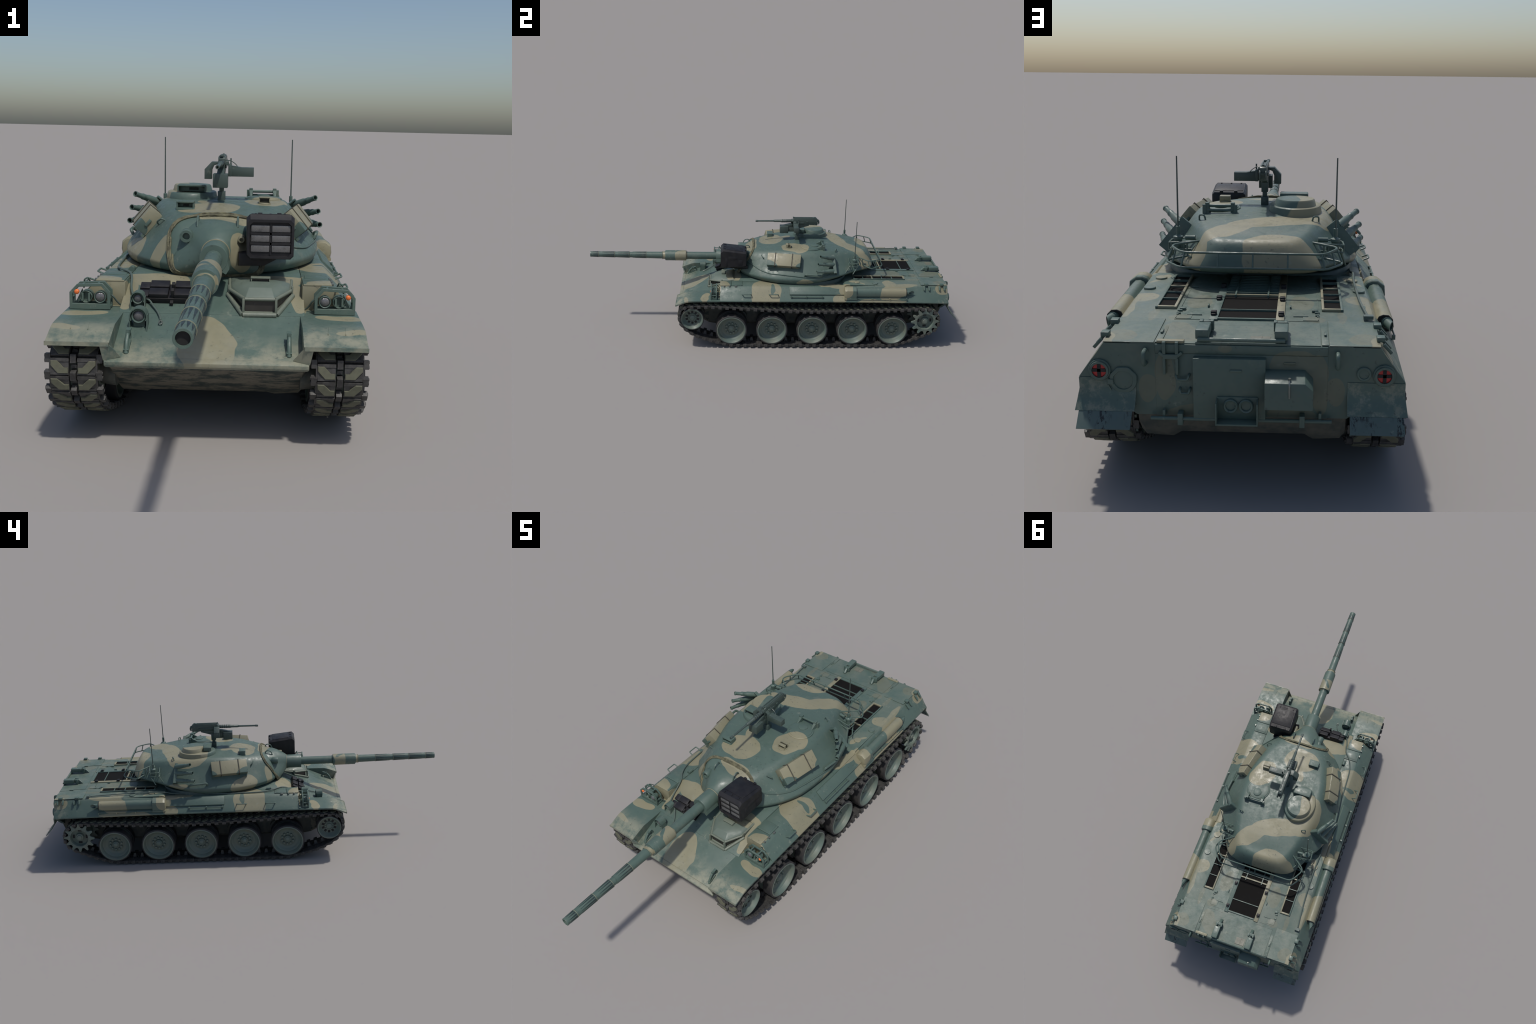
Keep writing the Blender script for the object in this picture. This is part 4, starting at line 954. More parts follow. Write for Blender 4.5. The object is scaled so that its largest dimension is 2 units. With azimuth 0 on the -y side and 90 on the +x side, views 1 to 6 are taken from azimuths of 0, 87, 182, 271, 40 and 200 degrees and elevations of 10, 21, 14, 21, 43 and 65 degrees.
    g = Geo(); g.lathe((c.x, c.y, 0.430), (0, 0, 1), [(0, 0.0105), (0.020, 0.0105), (0.022, 0.013), (0.029, 0.013), (0.031, 0.007), (0.034, 0.0050), (0.040, 0.0058), (0.056, 0.0058), (0.057, 0.003)], 20); g.obj('antenna_base', M['green'], turret, smooth=40)
    g = Geo(); g.lathe((c.x, c.y, 0.486), (0, 0, 1), [(0, 0.0024), (0.1858, 0.0018)], 8); g.obj('antenna', M['green_dark'], turret)
    g = Geo(); g.lathe((s * 0.189, 0.4515, 0.4555), (-s, 0.08, 0.02), [(0, 0.0062), (0.026, 0.0062)], 14); g.box((s * 0.20, 0.45, 0.432), (0.03, 0.014, 0.012)); g.obj('antenna_tuner', M['green'], turret, smooth=40)
    g = Geo()
    for z in (0.448, 0.428):
        g.tube([(s * 0.163, 0.424, z + 0.004), (s * 0.229, 0.420, z - 0.003), (s * 0.2315, 0.468, z - 0.003), (s * 0.160, 0.476, z + 0.003)], 0.0022, 8, 0.008)
    for p in ((0.231, 0.426), (0.2315, 0.462)): g.tube([(s * p[0], p[1], 0.446), (s * p[0], p[1], 0.424)], 0.0020, 6)
    g.tube([(s * 0.19, 0.474, 0.447), (s * 0.19, 0.474, 0.425)], 0.0020, 6)
    for yy in (0.425, 0.470): g.tube([(s * 0.222, yy, 0.428), (s * 0.238, yy - .03, 0.385)], 0.0026, 6)
    g.obj('antenna_cage', M['green'], turret)

# rear basket
g = Geo()
top = [(0.145, 0.472, 0.4525), (0.2085, 0.520, 0.4515), (0.2095, 0.540, 0.4510), (0.184, 0.583, 0.4495), (0.165, 0.5945, 0.449)]
low = [(0.176, 0.500, 0.418), (0.2235, 0.531, 0.4145), (0.2225, 0.548, 0.414), (0.186, 0.602, 0.4145), (0.170, 0.609, 0.4145)]
def loop(a): return a + [(-p[0], p[1], p[2]) for p in reversed(a)]
g.tube(loop(top), 0.0030, 8, 0.014); g.tube(loop(low), 0.0030, 8, 0.012)
for s in SIDES:
    g.tube([(s * 0.176, 0.500, 0.418), (s * 0.165, 0.52, 0.419)], 0.0028, 8)
    for p1, p2 in (((0.2085, 0.522, 0.4515), (0.2235, 0.533, 0.4145)), ((0.196, 0.563, 0.450), (0.205, 0.574, 0.4143)), ((0.170, 0.5935, 0.449), (0.178, 0.606, 0.4145)), ((0.0865, 0.5945, 0.449), (0.0865, 0.609, 0.4145)), ((0.178, 0.497, 0.452), (0.178, 0.500, 0.418))):
        g.tube([(s * p1[0], p1[1], p1[2]), (s * p2[0], p2[1], p2[2])], 0.0023, 8)
    g.tube([(s * 0.145, 0.472, 0.4525), (s * 0.172, 0.488, 0.425), (s * 0.180, 0.492, 0.405)], 0.0026, 8)
g.tube([(0, 0.5945, 0.449), (0, 0.609, 0.4145)], 0.0023, 8)
g.obj('stowage_basket', M['green'], turret)

# commander's cupola
C0 = V((-0.0995, 0.2335, 0))
def oval(rx, ry, z, cy=0.0, n=56, tilt=0.0): return [V((C0.x + cos(2 * pi * i / n) * rx, C0.y + cy + sin(2 * pi * i / n) * ry, z + tilt * sin(2 * pi * i / n))) for i in range(n)]
g = Geo(); g.loft([oval(0.078, 0.096, 0.475), oval(0.0765, 0.094, 0.496, 0, tilt=-0.004), oval(0.0735, 0.091, 0.5125, 0), oval(0.071, 0.0885, 0.5145), oval(0.055, 0.06, 0.515)])
cup = g.obj('commander_cupola', M['turret'], turret, smooth=40)
g = Geo(); g.loft([oval(0.0615, 0.0605, 0.510, 0.020), oval(0.0600, 0.0590, 0.5145, 0.020), oval(0.0560, 0.0540, 0.5300, 0.020), oval(0.0530, 0.0510, 0.5335, 0.020), oval(0.040, 0.038, 0.5350, 0.020)])
g.obj('cupola_hatch', M['turret'], turret, smooth=40)
g = Geo(); hz = 0.5385
g.prism([(-0.137, 0.519), (-0.137, hz - 0.003), (-0.134, hz), (-0.056, hz), (-0.053, hz - 0.003), (-0.053, 0.519), (-0.057, 0.519), (-0.057, hz - 0.005), (-0.133, hz - 0.005), (-0.133, 0.519)], 'y', 0.160, 0.199)
g.box((-0.095, 0.190, 0.526), (0.078, 0.018, 0.018)); g.obj('cupola_sight_hood', M['green'], turret, bevel=0.0008)
g = Geo(); g.box((-0.090, 0.1803, 0.5255), (0.027, 0.003, 0.007)); g.obj('sight_slit', M['matt_black'], turret)

# gunner's roof periscope hood
c, nrm = surf(-0.0965, -0.002)
g = Geo(); z = c.z
g.loft([[(-0.1215, -0.012, z - 0.006), (-0.0715, -0.012, z - 0.006), (-0.0715, 0.016, z - .002), (-0.1215, 0.016, z - .002)], [(-0.1215, -0.012, z + 0.004), (-0.0715, -0.012, z + 0.004), (-0.0715, 0.018, z + 0.006), (-0.1215, 0.018, z + 0.006)]])
g.box((-0.0965, 0.004, z + 0.0195), (0.048, 0.032, 0.004)); 
for x in (-0.1185, -0.0745): g.box((x, 0.004, z + 0.011), (0.004, 0.028, 0.016))
g.box((-0.0965, 0.013, z + 0.011), (0.042, 0.010, 0.016)); g.obj('roof_sight_hood', M['green'], turret, bevel=0.0006)
g = Geo(); g.box((-0.0955, 0.0073, z + 0.010), (0.015, 0.002, 0.006)); g.obj('sight_slit', M['matt_black'], turret)
# loader's periscope
c, nrm = surf(0.1195, 0.095)
g = Geo(); g.lathe(c - nrm * 0.004, nrm, [(0, 0.0185), (0.0065, 0.0185), (0.0075, 0.0175)], 32); g.obj('periscope_ring', M['turret'], turret, smooth=30)
g = Geo(); z = c.z
g.box((0.1195, 0.102, z + 0.011), (0.032, 0.014, 0.017)); g.box((0.1195, 0.093, z + 0.018), (0.032, 0.020, 0.003))
for x in (0.105, 0.134): g.box((x, 0.093, z + 0.011), (0.003, 0.018, 0.014))
g.obj('loader_periscope', M['tan'], turret, bevel=0.0006)
g = Geo(); g.box((0.1195, 0.0945, z + 0.011), (0.025, 0.002, 0.010)); g.obj('periscope_glass', M['glass_dark'], turret)
# loader's hatch
c = V((0.1165, 0.2225, 0.0)); h, nrm = surf(c.x, c.y); nrm = (nrm + V((0, 0, 2))).normalized()
g = Geo(); g.lathe(h - nrm * 0.012, nrm, [(0, 0.056), (0.014, 0.056), (0.0155, 0.054), (0.0155, 0.050), (0.0175, 0.049), (0.0182, 0.046), (0.0195, 0.02), (0.0198, 0)], 48); g.obj('loader_hatch', M['turret'], turret, smooth=40)
h2 = h + V((0.0, 0.018, 0)); g = Geo(); g.lathe(h2 + nrm * 0.004, nrm, [(0, 0.0195), (0.0055, 0.0195), (0.0068, 0.016), (0.0075, 0)], 32); g.obj('hatch_boss', M['turret'], turret, smooth=30)
g = Geo()
for x in (0.1515, 0.0785):
    hh = surf(x, 0.281)[0]; g.box((x, 0.283, 0.505), (0.011, 0.016, 0.036)); g.box((x + (0.008 if x > 0.1 else -0.008), 0.287, 0.503), (0.010, 0.012, 0.030))
    g.loft([[(x - 0.006, 0.276, hh.z - 0.001), (x + 0.006, 0.276, hh.z - 0.001), (x + 0.006, 0.276, 0.518), (x - 0.006, 0.276, 0.518)], [(x - 0.004, 0.250, hh.z + 0.003), (x + 0.004, 0.250, hh.z + 0.003), (x + 0.003, 0.250, hh.z + 0.008), (x - 0.003, 0.250, hh.z + 0.008)]])
hh = surf(0.115, 0.283)[0]; g.tube([(0.078, 0.283, 0.5135), (0.152, 0.283, 0.5135)], 0.0045, 10); g.tube([(0.078, 0.289, 0.5015), (0.152, 0.289, 0.5015)], 0.0038, 8)
g.obj('hatch_hinge', M['green'], turret, bevel=0.0006, seg=1)

# cable lying on the turret side (both smoke and searchlight feed)
for s in SIDES[:1]:
    pts = []
    for x, y, z in [(0.150, -0.140, 0.43), (0.186, -0.110, 0.425), (0.218, -0.065, 0.408), (0.245, -0.010, 0.396), (0.262, 0.045, 0.396), (0.272, 0.11, 0.390), (0.279, 0.19, 0.382), (0.28, 0.25, 0.382), (0.276, 0.30, 0.392), (0.268, 0.33, 0.41)]:
        p, nrm = skin((x, y, z)); pts.append(p + nrm * 0.0025)
    g = Geo(); g.tube(spline(pts, 70)[0], 0.0022, 8); g.obj('searchlight_cable', M['green'], turret)

# searchlight
g = Geo()
def slr(y, x0, x1, z0, z1, c=0.008): return [(x0 + c, y, z0), (x1 - c, y, z0), (x1, y, z0 + c), (x1, y, z1 - c), (x1 - c, y, z1), (x0 + c, y, z1), (x0, y, z1 - c), (x0, y, z0 + c)]
g.loft([slr(-0.131, 0.082, 0.183, 0.412, 0.480), slr(-0.135, 0.0755, 0.1885, 0.404, 0.4875), slr(-0.150, 0.0735, 0.1905, 0.400, 0.4895), slr(-0.2580, 0.0765, 0.1910, 0.3970, 0.5030), slr(-0.2690, 0.0770, 0.1905, 0.3965, 0.4930), slr(-0.2710, 0.0785, 0.189, 0.398, 0.4915), slr(-0.2710, 0.0840, 0.1840, 0.4030, 0.4850), slr(-0.2640, 0.0848, 0.1832, 0.4038, 0.4842)])
sl = g.obj('searchlight', M['black'], turret, smooth=25)
g = Geo()   # lid and latches
g.add([(x, y, z) for x, y, z in [(0.088, -0.238, 0.4990), (0.180, -0.238, 0.4990), (0.182, -0.152, 0.4890), (0.084, -0.152, 0.4890), (0.088, -0.238, 0.5022), (0.180, -0.238, 0.5022), (0.182, -0.152, 0.4918), (0.084, -0.152, 0.4918)]], [(0, 1, 2, 3), (7, 6, 5, 4), (0, 4, 5, 1), (1, 5, 6, 2), (2, 6, 7, 3), (3, 7, 4, 0)])
for x in (0.098, 0.133, 0.168): g.box((x, -0.250, 0.5022), (0.005, 0.010, 0.004))
for x in (0.108, 0.157): g.box((x, -0.137, 0.4885), (0.011, 0.008, 0.010))
g.box((0.190, -0.205, 0.455), (0.003, 0.048, 0.018)); g.box((0.190, -0.24, 0.43), (0.003, 0.012, 0.05)); g.box((0.190, -0.165, 0.43), (0.004, 0.02, 0.03))
g.obj('searchlight_lid', M['black'], turret, bevel=0.0008)
g = Geo()
for i, x in enumerate((0.1095, 0.1595)):
    for z in (0.4695, 0.4455, 0.4210): g.box((x, -0.2650, z), (0.0440, 0.004, 0.0160))
g.obj('searchlight_lens', M['panel_lens'], turret, bevel=0.001)
g = Geo()
for z in (0.4575, 0.4333): g.box((0.1345, -0.2655, z), (0.098, 0.004, 0.0060))
g.box((0.1345, -0.2655, 0.4445), (0.004, 0.004, 0.080)); g.obj('searchlight_grid', M['black'], turret)
g = Geo()   # mounting arm
g.loft([[(0.058, -0.232, 0.372), (0.120, -0.225, 0.372), (0.168, -0.215, 0.396), (0.168, -0.215, 0.402), (0.058, -0.232, 0.402)], [(0.05, -0.150, 0.358), (0.120, -0.140, 0.362), (0.165, -0.125, 0.385), (0.165, -0.125, 0.402), (0.05, -0.14, 0.402)]])
g.box((0.115, -0.19, 0.393), (0.05, 0.08, 0.014)); g.obj('searchlight_mount', M['black'], turret, smooth=20, bevel=0.001)

# ============================================================ MAIN GUN
def axz(y): return table(y, [(-1.0, 0.4035), (-0.58, 0.3990), (-0.22, 0.3985)])
def gun_part(name, prof, mat, n=40, smooth=35):
    g = Geo(); R = []
    for y, r in prof: R.append([(cos(2 * pi * i / n) * r, y, axz(y) + sin(2 * pi * i / n) * r) for i in range(n)])
    g.loft(R); return g.obj(name, mat, gun, smooth=smooth)
gun = bpy.data.objects.new('main_gun', None); COLL.objects.link(gun); gun.parent = tank
gun_part('gun_sleeve', [(-0.195, 0.0345), (-0.298, 0.0345), (-0.2995, 0.0335), (-0.2995, 0.020)], M['gun'])
g = Geo(); g.tube([(0, -0.2245 + 0 * i, 0) for i in range(2)] if 0 else [V((sin(2 * pi * i / 40) * 0.0352, -0.223, 0.3985 + cos(2 * pi * i / 40) * 0.0352)) for i in range(40)], 0.0014, 6, closed=True); g.obj('sleeve_weld', M['tan'], gun)
g = Geo(); g.poly([(0.0335, -0.299, 0.392), (0.038, -0.299, 0.375), (0.030, -0.299, 0.362), (0.020, -0.299, 0.368)], 0.065, (0, 1, 0)); g.obj('sleeve_fairing', M['gun'], gun)
gun_part('gun_barrel', [(-0.27, 0.0208), (-0.461, 0.0205), (-0.462, 0.0225), (-0.4645, 0.0225), (-0.465, 0.021), (-0.467, 0.021), (-0.4675, 0.024), (-0.47, 0.024), (-0.58, 0.024), (-0.590, 0.0215), (-0.597, 0.0208), (-0.598, 0.0222), (-0.6005, 0.0222), (-0.601, 0.0193), (-0.689, 0.0180), (-0.6895, 0.0190), (-0.691, 0.0190), (-0.6915, 0.0180), (-0.766, 0.0173), (-0.7665, 0.0156), (-0.783, 0.0156), (-0.7835, 0.0178), (-0.785, 0.0178), (-0.7855, 0.0170), (-0.864, 0.0160), (-0.8645, 0.0170), (-0.866, 0.0170), (-0.8665, 0.0160), (-0.952, 0.0155), (-0.9525, 0.0163), (-0.954, 0.0163), (-0.9545, 0.0154), (-0.992, 0.0152), (-0.9985, 0.0157), (-1.0, 0.0152), (-1.0, 0.0115), (-0.93, 0.0112), (-0.93, 0.0)], M['gun'])
gun_part('bore_evacuator', [(-0.4675, 0.027), (-0.4685, 0.0293), (-0.58, 0.0285), (-0.5835, 0.0280), (-0.584, 0.022)], M['gun'])
gun_part('gun_bore', [(-0.994, 0.0113), (-0.93, 0.0111)], M['matt_black'])
# flutes of the thermal jacket: dark tapering strips behind each joint ring
for ya, yb, r0, r1, ph in ((-0.752, -0.6925, 0.0174, 0.0180, 0), (-0.846, -0.7870, 0.0162, 0.0170, 0.2), (-0.934, -0.8680, 0.0156, 0.0160, 0.4), (-0.988, -0.9560, 0.0152, 0.0154, 0.1)):
    g = Geo(); N = 11
    for k in range(N):
        a = 2 * pi * k / N + ph; d = V((cos(a), 0, sin(a)))
        wv = V((-sin(a), 0, cos(a))) * 0.0031; e = 0.0005
        p0 = V((0, yb, axz(yb))) + d * (r1 + e); p1 = V((0, ya, axz(ya))) + d * (r0 + e)
        g.loft([[p0 - wv, p0 + d * 0.0003, p0 + wv, p0 + wv - d * 0.003, p0 - wv - d * 0.003], [p1 - wv * 0.12, p1, p1 + wv * 0.12, p1 + wv * .12 - d * 0.003, p1 - wv * .12 - d * 0.003]])
    g.obj('jacket_flute', M['flute'], gun, smooth=0)
for y, r in ((-0.6902, 0.0192), (-0.7842, 0.0180), (-0.8652, 0.0172), (-0.9532, 0.0165), (-0.5992, 0.0224)):
    g = Geo(); g.tube([V((cos(2 * pi * i / 32) * r, y, axz(y) + sin(2 * pi * i / 32) * r)) for i in range(32)], 0.0007, 6, closed=True); g.obj('joint_ring', M['tan'], gun)

# ============================================================ MACHINE GUN
mg = bpy.data.objects.new('machine_gun', None); COLL.objects.link(mg); mg.parent = tank
X = -0.0062
def mgz(y): return table(y, [(-0.081, 0.6035), (0.26, 0.6075)])
zb = surf(X, 0.157)[0].z
g = Geo()
g.box((X, 0.153, 0.5065), (0.022, 0.024, 0.032)); g.box((X, 0.153, 0.530), (0.0135, 0.016, 0.020))
g.box((X, 0.153, 0.5545), (0.020, 0.024, 0.036)); g.obj('pedestal', M['green_dark'], mg, bevel=0.001)
g = Geo(); g.prism([(0.262, 0.6195), (0.256, 0.6235), (0.135, 0.6235), (0.128, 0.619), (0.128, 0.586), (0.20, 0.586), (0.262, 0.5835)], 'x', X - 0.0100, X + 0.0100)
g.box((X - 0.0055, 0.195, 0.6245), (0.004, 0.120, 0.004)); g.box((X + 0.0055, 0.195, 0.6245), (0.004, 0.120, 0.004)); g.box((X, 0.243, 0.6245), (0.015, 0.014, 0.005)); g.box((X - 0.0115, 0.185, 0.598), (0.004, 0.085, 0.009)); g.box((X + 0.0125, 0.205, 0.604), (0.006, 0.010, 0.006)); g.box((X + 0.011, 0.165, 0.596), (0.003, 0.05, 0.012)); g.box((X, 0.130, 0.626), (0.010, 0.008, 0.006)); g.box((X, 0.248, 0.6265), (0.006, 0.006, 0.005))
g.obj('receiver', M['green_dark'], mg, bevel=0.0012)
g = Geo(); g.prism([(0.13, 0.587), (0.218, 0.587), (0.216, 0.580), (0.165, 0.565), (0.13, 0.565)], 'x', X - 0.009, X + 0.009); g.obj('cradle', M['green_dark'], mg, bevel=0.001)
g = Geo()
for dx in (-0.0085, 0.0085): g.tube([(X + dx, 0.262, 0.612), (X + dx, 0.272, 0.6075), (X + dx, 0.2715, 0.592), (X + dx, 0.262, 0.590)], 0.0025, 8, 0.004)
g.box((X, 0.266, 0.603), (0.02, 0.006, 0.005)); g.obj('spade_grip', M['green_dark'], mg)
def mlathe(name, prof, mat, n=18):
    g = Geo(); R = [[(X + cos(2 * pi * i / n) * r, y, mgz(y) + sin(2 * pi * i / n) * r) for i in range(n)] for y, r in prof]; g.loft(R); return g.obj(name, mat, mg, smooth=40)
mlathe('barrel', [(0.14, 0.0058), (0.018, 0.0058), (0.0175, 0.0048), (-0.066, 0.0043), (-0.067, 0.0056), (-0.080, 0.0056), (-0.081, 0.0052), (-0.081, 0.003), (-0.06, 0.0029)], M['green_dark'])
mlathe('barrel_shroud', [(0.130, 0.0088), (0.060, 0.0086), (0.058, 0.0072), (0.024, 0.0068), (0.022, 0.0055)], M['green_dark'])
g = Geo()
for k in range(8):
    for j in range(5):
        a = 2 * pi * (k + 0.5 * (j % 2)) / 8; y = 0.070 + j * 0.0115; d = V((cos(a), 0, sin(a))); g.lathe(V((X, y, mgz(y))) + d * 0.0083, d, [(0, 0.0024), (0.0006, 0.0024)], 8)
g.obj('shroud_hole', M['matt_black'], mg)
g = Geo(); g.box((-0.0058, 0.078, 0.5585), (0.0415, 0.046, 0.0385)); g.box((X, 0.122, 0.560), (0.018, 0.045, 0.030)); g.prism([(0.062, 0.578), (0.11, 0.590), (0.125, 0.590), (0.125, 0.575), (0.062, 0.572)], 'x', X - 0.010, X + 0.010)
g.obj('recoil_mount', M['green_dark'], mg, bevel=0.0012)
g = Geo()   # ammunition box on the left
g.box((0.0535, 0.1405, 0.5805), (0.067, 0.026, 0.0265)); g.box((0.018, 0.142, 0.585), (0.010, 0.030, 0.036)); o = g.obj('ammunition_box', M['green_dark'], mg, bevel=0.0012)
g = Geo(); g.loft([[(0.004, 0.130, 0.606), (0.004, 0.150, 0.606), (0.004, 0.150, 0.601), (0.004, 0.130, 0.601)], [(0.024, 0.128, 0.598), (0.024, 0.152, 0.598), (0.024, 0.152, 0.594), (0.024, 0.128, 0.594)], [(0.050, 0.129, 0.594), (0.050, 0.152, 0.594), (0.05, 0.152, 0.590), (0.05, 0.129, 0.590)]])
g.tube(spline([(0.004, 0.16, 0.612), (0.018, 0.158, 0.611), (0.032, 0.156, 0.603), (0.040, 0.154, 0.594)], 14)[0], 0.0012, 6)
g.lathe((0.006, 0.150, 0.606), (1, 0, 0), [(0, 0.006), (0.008, 0.006)], 12); g.box((0.020, 0.145, 0.606), (0.004, 0.008, 0.026))
g.obj('feed_tray', M['green_dark'], mg, smooth=30)
g = Geo()   # ejection chute, arched sheet to the right
pr = [(-0.016, 0.609), (-0.034, 0.609), (-0.0545, 0.587), (-0.0545, 0.5590), (-0.0335, 0.5590), (-0.0335, 0.585), (-0.028, 0.598), (-0.016, 0.602)]
g.prism(pr, 'y', 0.119, 0.147); g.obj('ejection_chute', M['green_dark'], mg, smooth=30, bevel=0.0008)

# ============================================================ RUNNING GEAR
XC = 0.288
# road wheel: twin dished discs and rubber tyres, modelled about its own centre with the axle on x
def wheel_meshes(R, rim, hub_depth, n=48):
    gt, gr = Geo(), Geo()
    for a, b in ((0.012, 0.0575), (-0.052, -0.012)):
        gt.lathe((a, 0, 0), (1, 0, 0), [(0, rim - .002), (0.0, R - 0.003), (0.003, R), (b - a - 0.003, R), (b - a, R - 0.003), (b - a, rim - .002)], n, cap=False)
    gr.lathe((0, 0, 0), (1, 0, 0), [(0.012, rim), (0.0580, rim), (0.0585, rim - 0.001), (0.0585, rim - 0.0045), (0.0560, rim - 0.0065), (0.040, rim - 0.0125), (0.0375, rim - 0.0165), (0.0300, rim - 0.0225), (0.0285, rim - 0.0245), (0.0255, 0.042), (0.0265, 0.0395), (0.0265, 0.030), (0.0265, 0.0)], n, cap=False)
    gr.lathe((0, 0, 0), (-1, 0, 0), [(0.012, rim), (0.0525, rim), (0.0525, rim - 0.0065), (0.030, rim - 0.014), (0.0235, rim - 0.024), (0.0205, 0.03), (0.0205, 0.0)], n, cap=False)
    gr.lathe((0, 0, 0), (1, 0, 0), [(-0.013, rim - .001), (0.013, rim - .001)], n, cap=False)
    return gt, gr
gt, gr = wheel_meshes(0.0838, 0.0772, 0.02)
tyre_o = gt.obj('tyre', M['rubber'], smooth=40); rim_o = gr.obj('wheel_disc', M['wheel'], smooth=35)
g = Geo(); g.lathe((0.0255, 0, 0), (1, 0, 0), [(0, 0.0195), (0.003, 0.0190), (0.009, 0.0178), (0.0105, 0.0165), (0.0105, 0.0140), (0.013, 0.0125), (0.0155, 0.009), (0.0165, 0.004), (0.0165, 0)], 32); hub_o = g.obj('wheel_hub', M['wheel'], smooth=35)
g = Geo()
for k in range(10):
    a = 2 * pi * (k + 0.5) / 10; g.lathe((0.0255, cos(a) * 0.0292, sin(a) * 0.0292), (1, 0, 0), [(0, 0.0066), (0.006, 0.0062), (0.0085, 0.0046), (0.009, 0)], 10)
bolt_o = g.obj('wheel_bolts', M['wheel'], smooth=40)
WY = [-0.211, 0.0055, 0.2222, 0.439, 0.6565]; WZ = 0.1008
for s in SIDES:
    for y in WY:
        w = bpy.data.objects.new('road_wheel', None); COLL.objects.link(w); w.parent = tank; w.location = (s * XC, y, WZ); w.rotation_euler = (0, 0, 0 if s > 0 else pi)
        for src in (tyre_o, rim_o, hub_o, bolt_o):
            c = src.copy(); c.parent = w; COLL.objects.link(c); c.rotation_euler = (random.uniform(0, 6.28), 0, 0)
for src in (tyre_o, rim_o, hub_o, bolt_o): bpy.data.objects.remove(src)
# idler
g = Geo(); R, rim = 0.0625, 0.0585
for a, b in ((0.012, 0.0555), (-0.050, -0.012)): g.lathe((a, 0, 0), (1, 0, 0), [(0, rim - .002), (0, R - 0.002), (0.002, R), (b - a - 0.002, R), (b - a, R - 0.002), (b - a, rim - .002)], 48, cap=False)
it = g.obj('idler_tyre', M['rubber'], smooth=40)
g = Geo(); g.lathe((0, 0, 0), (1, 0, 0), [(-0.047, rim), (0.0565, rim), (0.0565, rim - 0.004), (0.0545, rim - 0.006), (0.040, rim - 0.011), (0.037, rim - 0.014), (0.0305, rim - 0.019), (0.0300, 0.024), (0.0325, 0.0225), (0.0325, 0.0145), (0.036, 0.0135), (0.038, 0.009), (0.039, 0)], 48, cap=False)
g.lathe((-0.0475, 0, 0), (1, 0, 0), [(0, rim), (0.001, 0.0)], 48, cap=False)
for k in range(10):
    a = 2 * pi * k / 10; g.lathe((0.031, cos(a) * 0.0190, sin(a) * 0.0190), (1, 0, 0), [(0, 0.0036), (0.005, 0.0034), (0.0058, 0)], 8)
idr = g.obj('idler_disc', M['wheel'], smooth=35)
g = Geo()
for k in range(10):
    a = 2 * pi * (k + 0.5) / 10; rot = Matrix.Rotation(a, 3, 'X'); g.box(rot @ V((0.0302, 0.0310, 0)), (0.0020, 0.0125, 0.0115), rot)
idh = g.obj('idler_slot', M['matt_black'], smooth=0)
for s in SIDES:
    w = bpy.data.objects.new('idler_wheel', None); COLL.objects.link(w); w.parent = tank; w.location = (s * XC, -0.4197, 0.1655); w.rotation_euler = (0, 0, 0 if s > 0 else pi)
    for src in (it, idr, idh): c = src.copy(); c.parent = w; COLL.objects.link(c)
for src in (it, idr, idh): bpy.data.objects.remove(src)
# drive sprocket
NT = 12
g = Geo(); rim_pts = []
for k in range(NT):
    for f, r in ((-0.5, 0.0570), (-0.34, 0.0575), (-0.24, 0.0625), (-0.15, 0.0720), (-0.08, 0.0765), (0.08, 0.0765), (0.15, 0.0720), (0.24, 0.0625), (0.34, 0.0575)):
        a = 2 * pi * (k + f) / NT; rim_pts.append((cos(a) * r, sin(a) * r))
m_ = len(rim_pts)
for xx in (0.0495, -0.0575):
    vs = []; fs = []
    for x in (xx, xx + 0.008):
        vs += [(x, y, z) for y, z in rim_pts] + [(x, y * 0.045 / hypot(y, z), z * 0.045 / hypot(y, z)) for y, z in rim_pts]
    for i in range(m_):
        j = (i + 1) % m_
        fs += [(i, j, m_ + j, m_ + i), (2 * m_ + i, 3 * m_ + i, 3 * m_ + j, 2 * m_ + j), (i, 2 * m_ + i, 2 * m_ + j, j), (m_ + i, m_ + j, 3 * m_ + j, 3 * m_ + i)]
    g.add(vs, fs)
g.lathe((0, 0, 0), (1, 0, 0), [(-0.05, 0.047), (0.0505, 0.047), (0.0505, 0.0445), (0.036, 0.042), (0.034, 0.0225), (0.036, 0.0205), (0.046, 0.0195), (0.048, 0.0175), (0.049, 0.0125), (0.0535, 0.0115), (0.0545, 0)], 40, cap=False)
for k in range(NT):
    a = 2 * pi * (k + .5) / NT; g.lathe((0.0565, cos(a) * 0.0515, sin(a) * 0.0515), (1, 0, 0), [(0, 0.0028), (0.003, 0.0028)], 8)
spr = g.obj('sprocket_ring', M['wheel'], smooth=30, bevel=0.0006, seg=1)
g = Geo()
for k in range(4):
    a = pi / 2 * k; rot = Matrix.Rotation(a, 3, 'X'); g.box(rot @ V((0.0352, 0.0325, 0)), (0.003, 0.010, 0.018), rot)
sph = g.obj('sprocket_slot', M['matt_black'], smooth=0)
# final drive housings, suspension arms and shock absorbers behind the wheels
g = Geo()
for s in SIDES:
    g.lathe((s * 0.205, 0.831, 0.153), (s, 0, 0), [(0, 0.062), (0.02, 0.058), (0.03, 0.045), (0.06, 0.043)], 28)
    g.lathe((s * 0.205, -0.4197, 0.1613), (s, 0, 0), [(0, 0.035), (0.04, 0.03)], 20)
    for y in WY:
        g.lathe((s * 0.21, y + 0.055, 0.135), (s, 0, 0), [(0, 0.03), (0.025, 0.028)], 20); g.tube([(s * 0.236, y + 0.055, 0.135), (s * 0.236, y, WZ)], 0.013, 8); g.lathe((s * 0.225, y, WZ), (s, 0, 0), [(0, 0.018), (0.05, 0.018)], 16)
g.obj('suspension', M['belly'], hull, smooth=40)

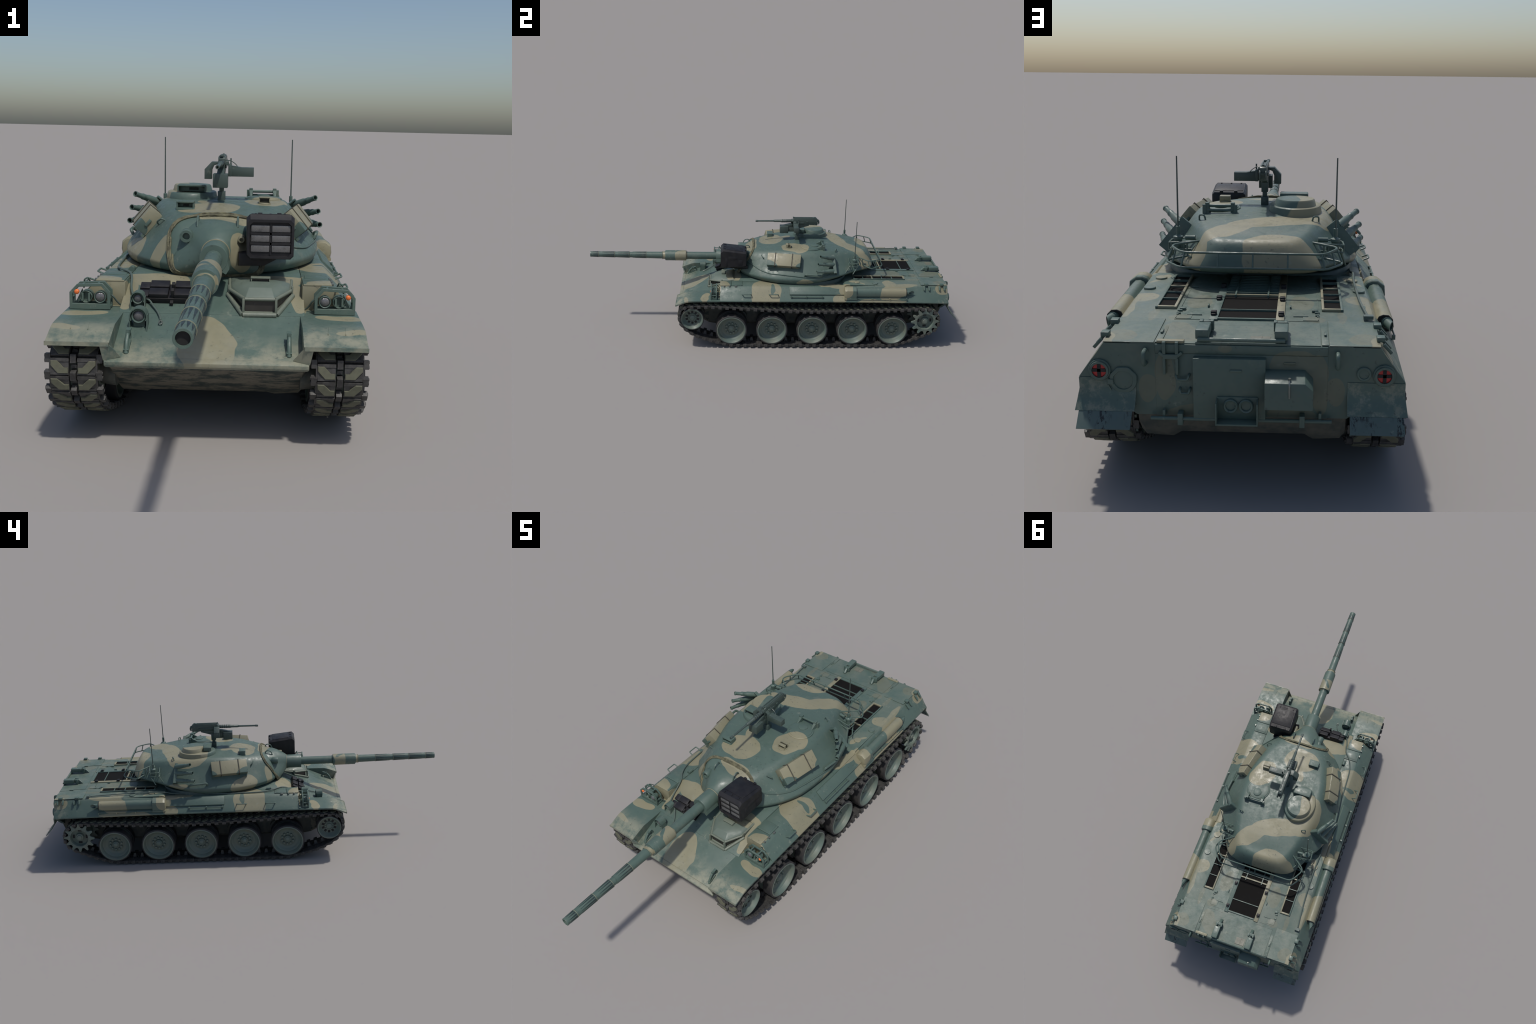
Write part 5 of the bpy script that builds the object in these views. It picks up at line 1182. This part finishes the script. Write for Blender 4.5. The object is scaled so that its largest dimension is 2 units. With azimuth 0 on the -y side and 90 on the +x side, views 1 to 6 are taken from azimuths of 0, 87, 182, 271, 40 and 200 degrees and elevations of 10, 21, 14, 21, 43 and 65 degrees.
# track: links laid along the loop
PATH = [(-0.4875, 0.170), (-0.4865, 0.198), (-0.474, 0.222), (-0.448, 0.2340), (-0.40, 0.2375), (-0.333, 0.2375), (-0.20, 0.2305), (-0.03, 0.2205), (0.139, 0.2125), (0.26, 0.2100), (0.376, 0.2108), (0.546, 0.2158), (0.717, 0.2225), (0.80, 0.2265), (0.850, 0.2250), (0.884, 0.205), (0.9035, 0.173), (0.9035, 0.135), (0.884, 0.101), (0.846, 0.0785), (0.808, 0.0615), (0.757, 0.0405), (0.706, 0.0240), (0.672, 0.0145), (0.63, 0.0110), (0.44, 0.0110), (0.22, 0.0110), (0.0, 0.0110), (-0.18, 0.0110), (-0.225, 0.0140), (-0.268, 0.0245), (-0.3107, 0.0356), (-0.348, 0.0475), (-0.385, 0.0610), (-0.415, 0.0765), (-0.4445, 0.0965), (-0.470, 0.1215), (-0.483, 0.1455)]
p3 = [V((0, y, z)) for y, z in PATH]; _, LEN = spline(p3, 400, closed=True)
NL = round(LEN / 0.0376); pts, _ = spline(p3, NL, closed=True); PITCH = LEN / NL
# one link: x across, y along the run, z outward (away from the wheels); pins at y = +-pitch/2
g = Geo(); hp = PITCH / 2
for s in SIDES:      # two shoe halves
    g.box((s * 0.0290, 0, 0.0016), (0.0385, PITCH * 0.86, 0.0115))
    g.box((s * 0.0290, hp * 0.84, 0.0018), (0.0395, 0.0075, 0.0145)); g.box((s * 0.0290, -hp * 0.76, 0.0018), (0.0395, 0.0060, 0.0135))
    g.box((s * 0.0560, hp * 0.98, -0.0010), (0.0125, 0.0190, 0.0135))       # end connectors
    g.box((s * 0.0500, 0, 0.0015), (0.0045, PITCH * 0.78, 0.0100))
    g.lathe((s * 0.0615, hp * 0.70, -0.001), (s, 0, 0), [(0, 0.0042), (0.0022, 0.0038)], 8); g.lathe((s * 0.0615, hp * 1.26, -0.001), (s, 0, 0), [(0, 0.0042), (0.0022, 0.0038)], 8)
# centre connector and guide tooth
g.box((0, hp * 0.98, 0.0020), (0.0125, 0.0190, 0.0150)); g.box((0, 0, -0.003), (0.012, 0.008, 0.005))
g.loft([[(x, y, -0.004) for x, y in ((-0.0065, hp - .009), (0.0065, hp - .009), (0.0065, hp + .009), (-0.0065, hp + .009))], [(x, y, -0.024) for x, y in ((-0.0035, hp - .005), (0.0035, hp - .005), (0.0035, hp + .005), (-0.0035, hp + .005))]])
g.cur = 1
for s in SIDES:      # chevron rubber pads
    out = [(0.0490, 0.0145), (0.0490, 0.0040), (0.0325, -0.0142), (0.0100, -0.0142), (0.0100, -0.0015), (0.0195, -0.0015), (0.0345, 0.0145)]
    g.loft([[(s * x, y, 0.0060) for x, y in out], [(s * (lerp(x, 0.030, .03)), lerp(y, 0, .03), 0.0098) for x, y in out], [(s * (lerp(x, 0.030, .10)), lerp(y, 0, .10), 0.0110) for x, y in out]])
g.cur = 0
lk = g.obj('track_link', None, smooth=30, mats=[M['track'], M['pad']])
for s in SIDES:
    tr = bpy.data.objects.new('track', None); COLL.objects.link(tr); tr.parent = tank
    for i in range(NL):
        a, b = pts[i], pts[(i + 1) % NL]; c = (a + b) / 2; d = (b - a).normalized()
        outw = V((0, -d.z, d.y))           # path runs clockwise seen from +x
        if i == 0: cen = V((0, 0.2, 0.12)); flip = 1 if outw.dot(c - cen) > 0 else -1
        outw = outw * flip
        xa = d.cross(outw)
        o = lk.copy(); COLL.objects.link(o); o.parent = tr
        Mx = Matrix.Identity(4)
        for r in range(3): Mx[r][0] = xa[r]; Mx[r][1] = d[r]; Mx[r][2] = outw[r]
        Mx.translation = V((s * XC, c.y, c.z)); o.matrix_local = Mx
bpy.data.objects.remove(lk)
mids = [(pts[i] + pts[(i + 1) % NL]) / 2 for i in range(NL)]
m0 = max(mids, key=lambda p: p.y); TH = atan2(m0.z - 0.1545, m0.y - 0.831)
for s in SIDES:
    w = bpy.data.objects.new('drive_sprocket', None); COLL.objects.link(w); w.parent = tank; w.location = (s * XC, 0.831, 0.1545); w.rotation_euler = (0, 0, 0 if s > 0 else pi)
    for src in (spr, sph):
        c = src.copy(); c.parent = w; COLL.objects.link(c); c.rotation_euler = (TH if s > 0 else pi - TH, 0, 0)
for src in (spr, sph): bpy.data.objects.remove(src)
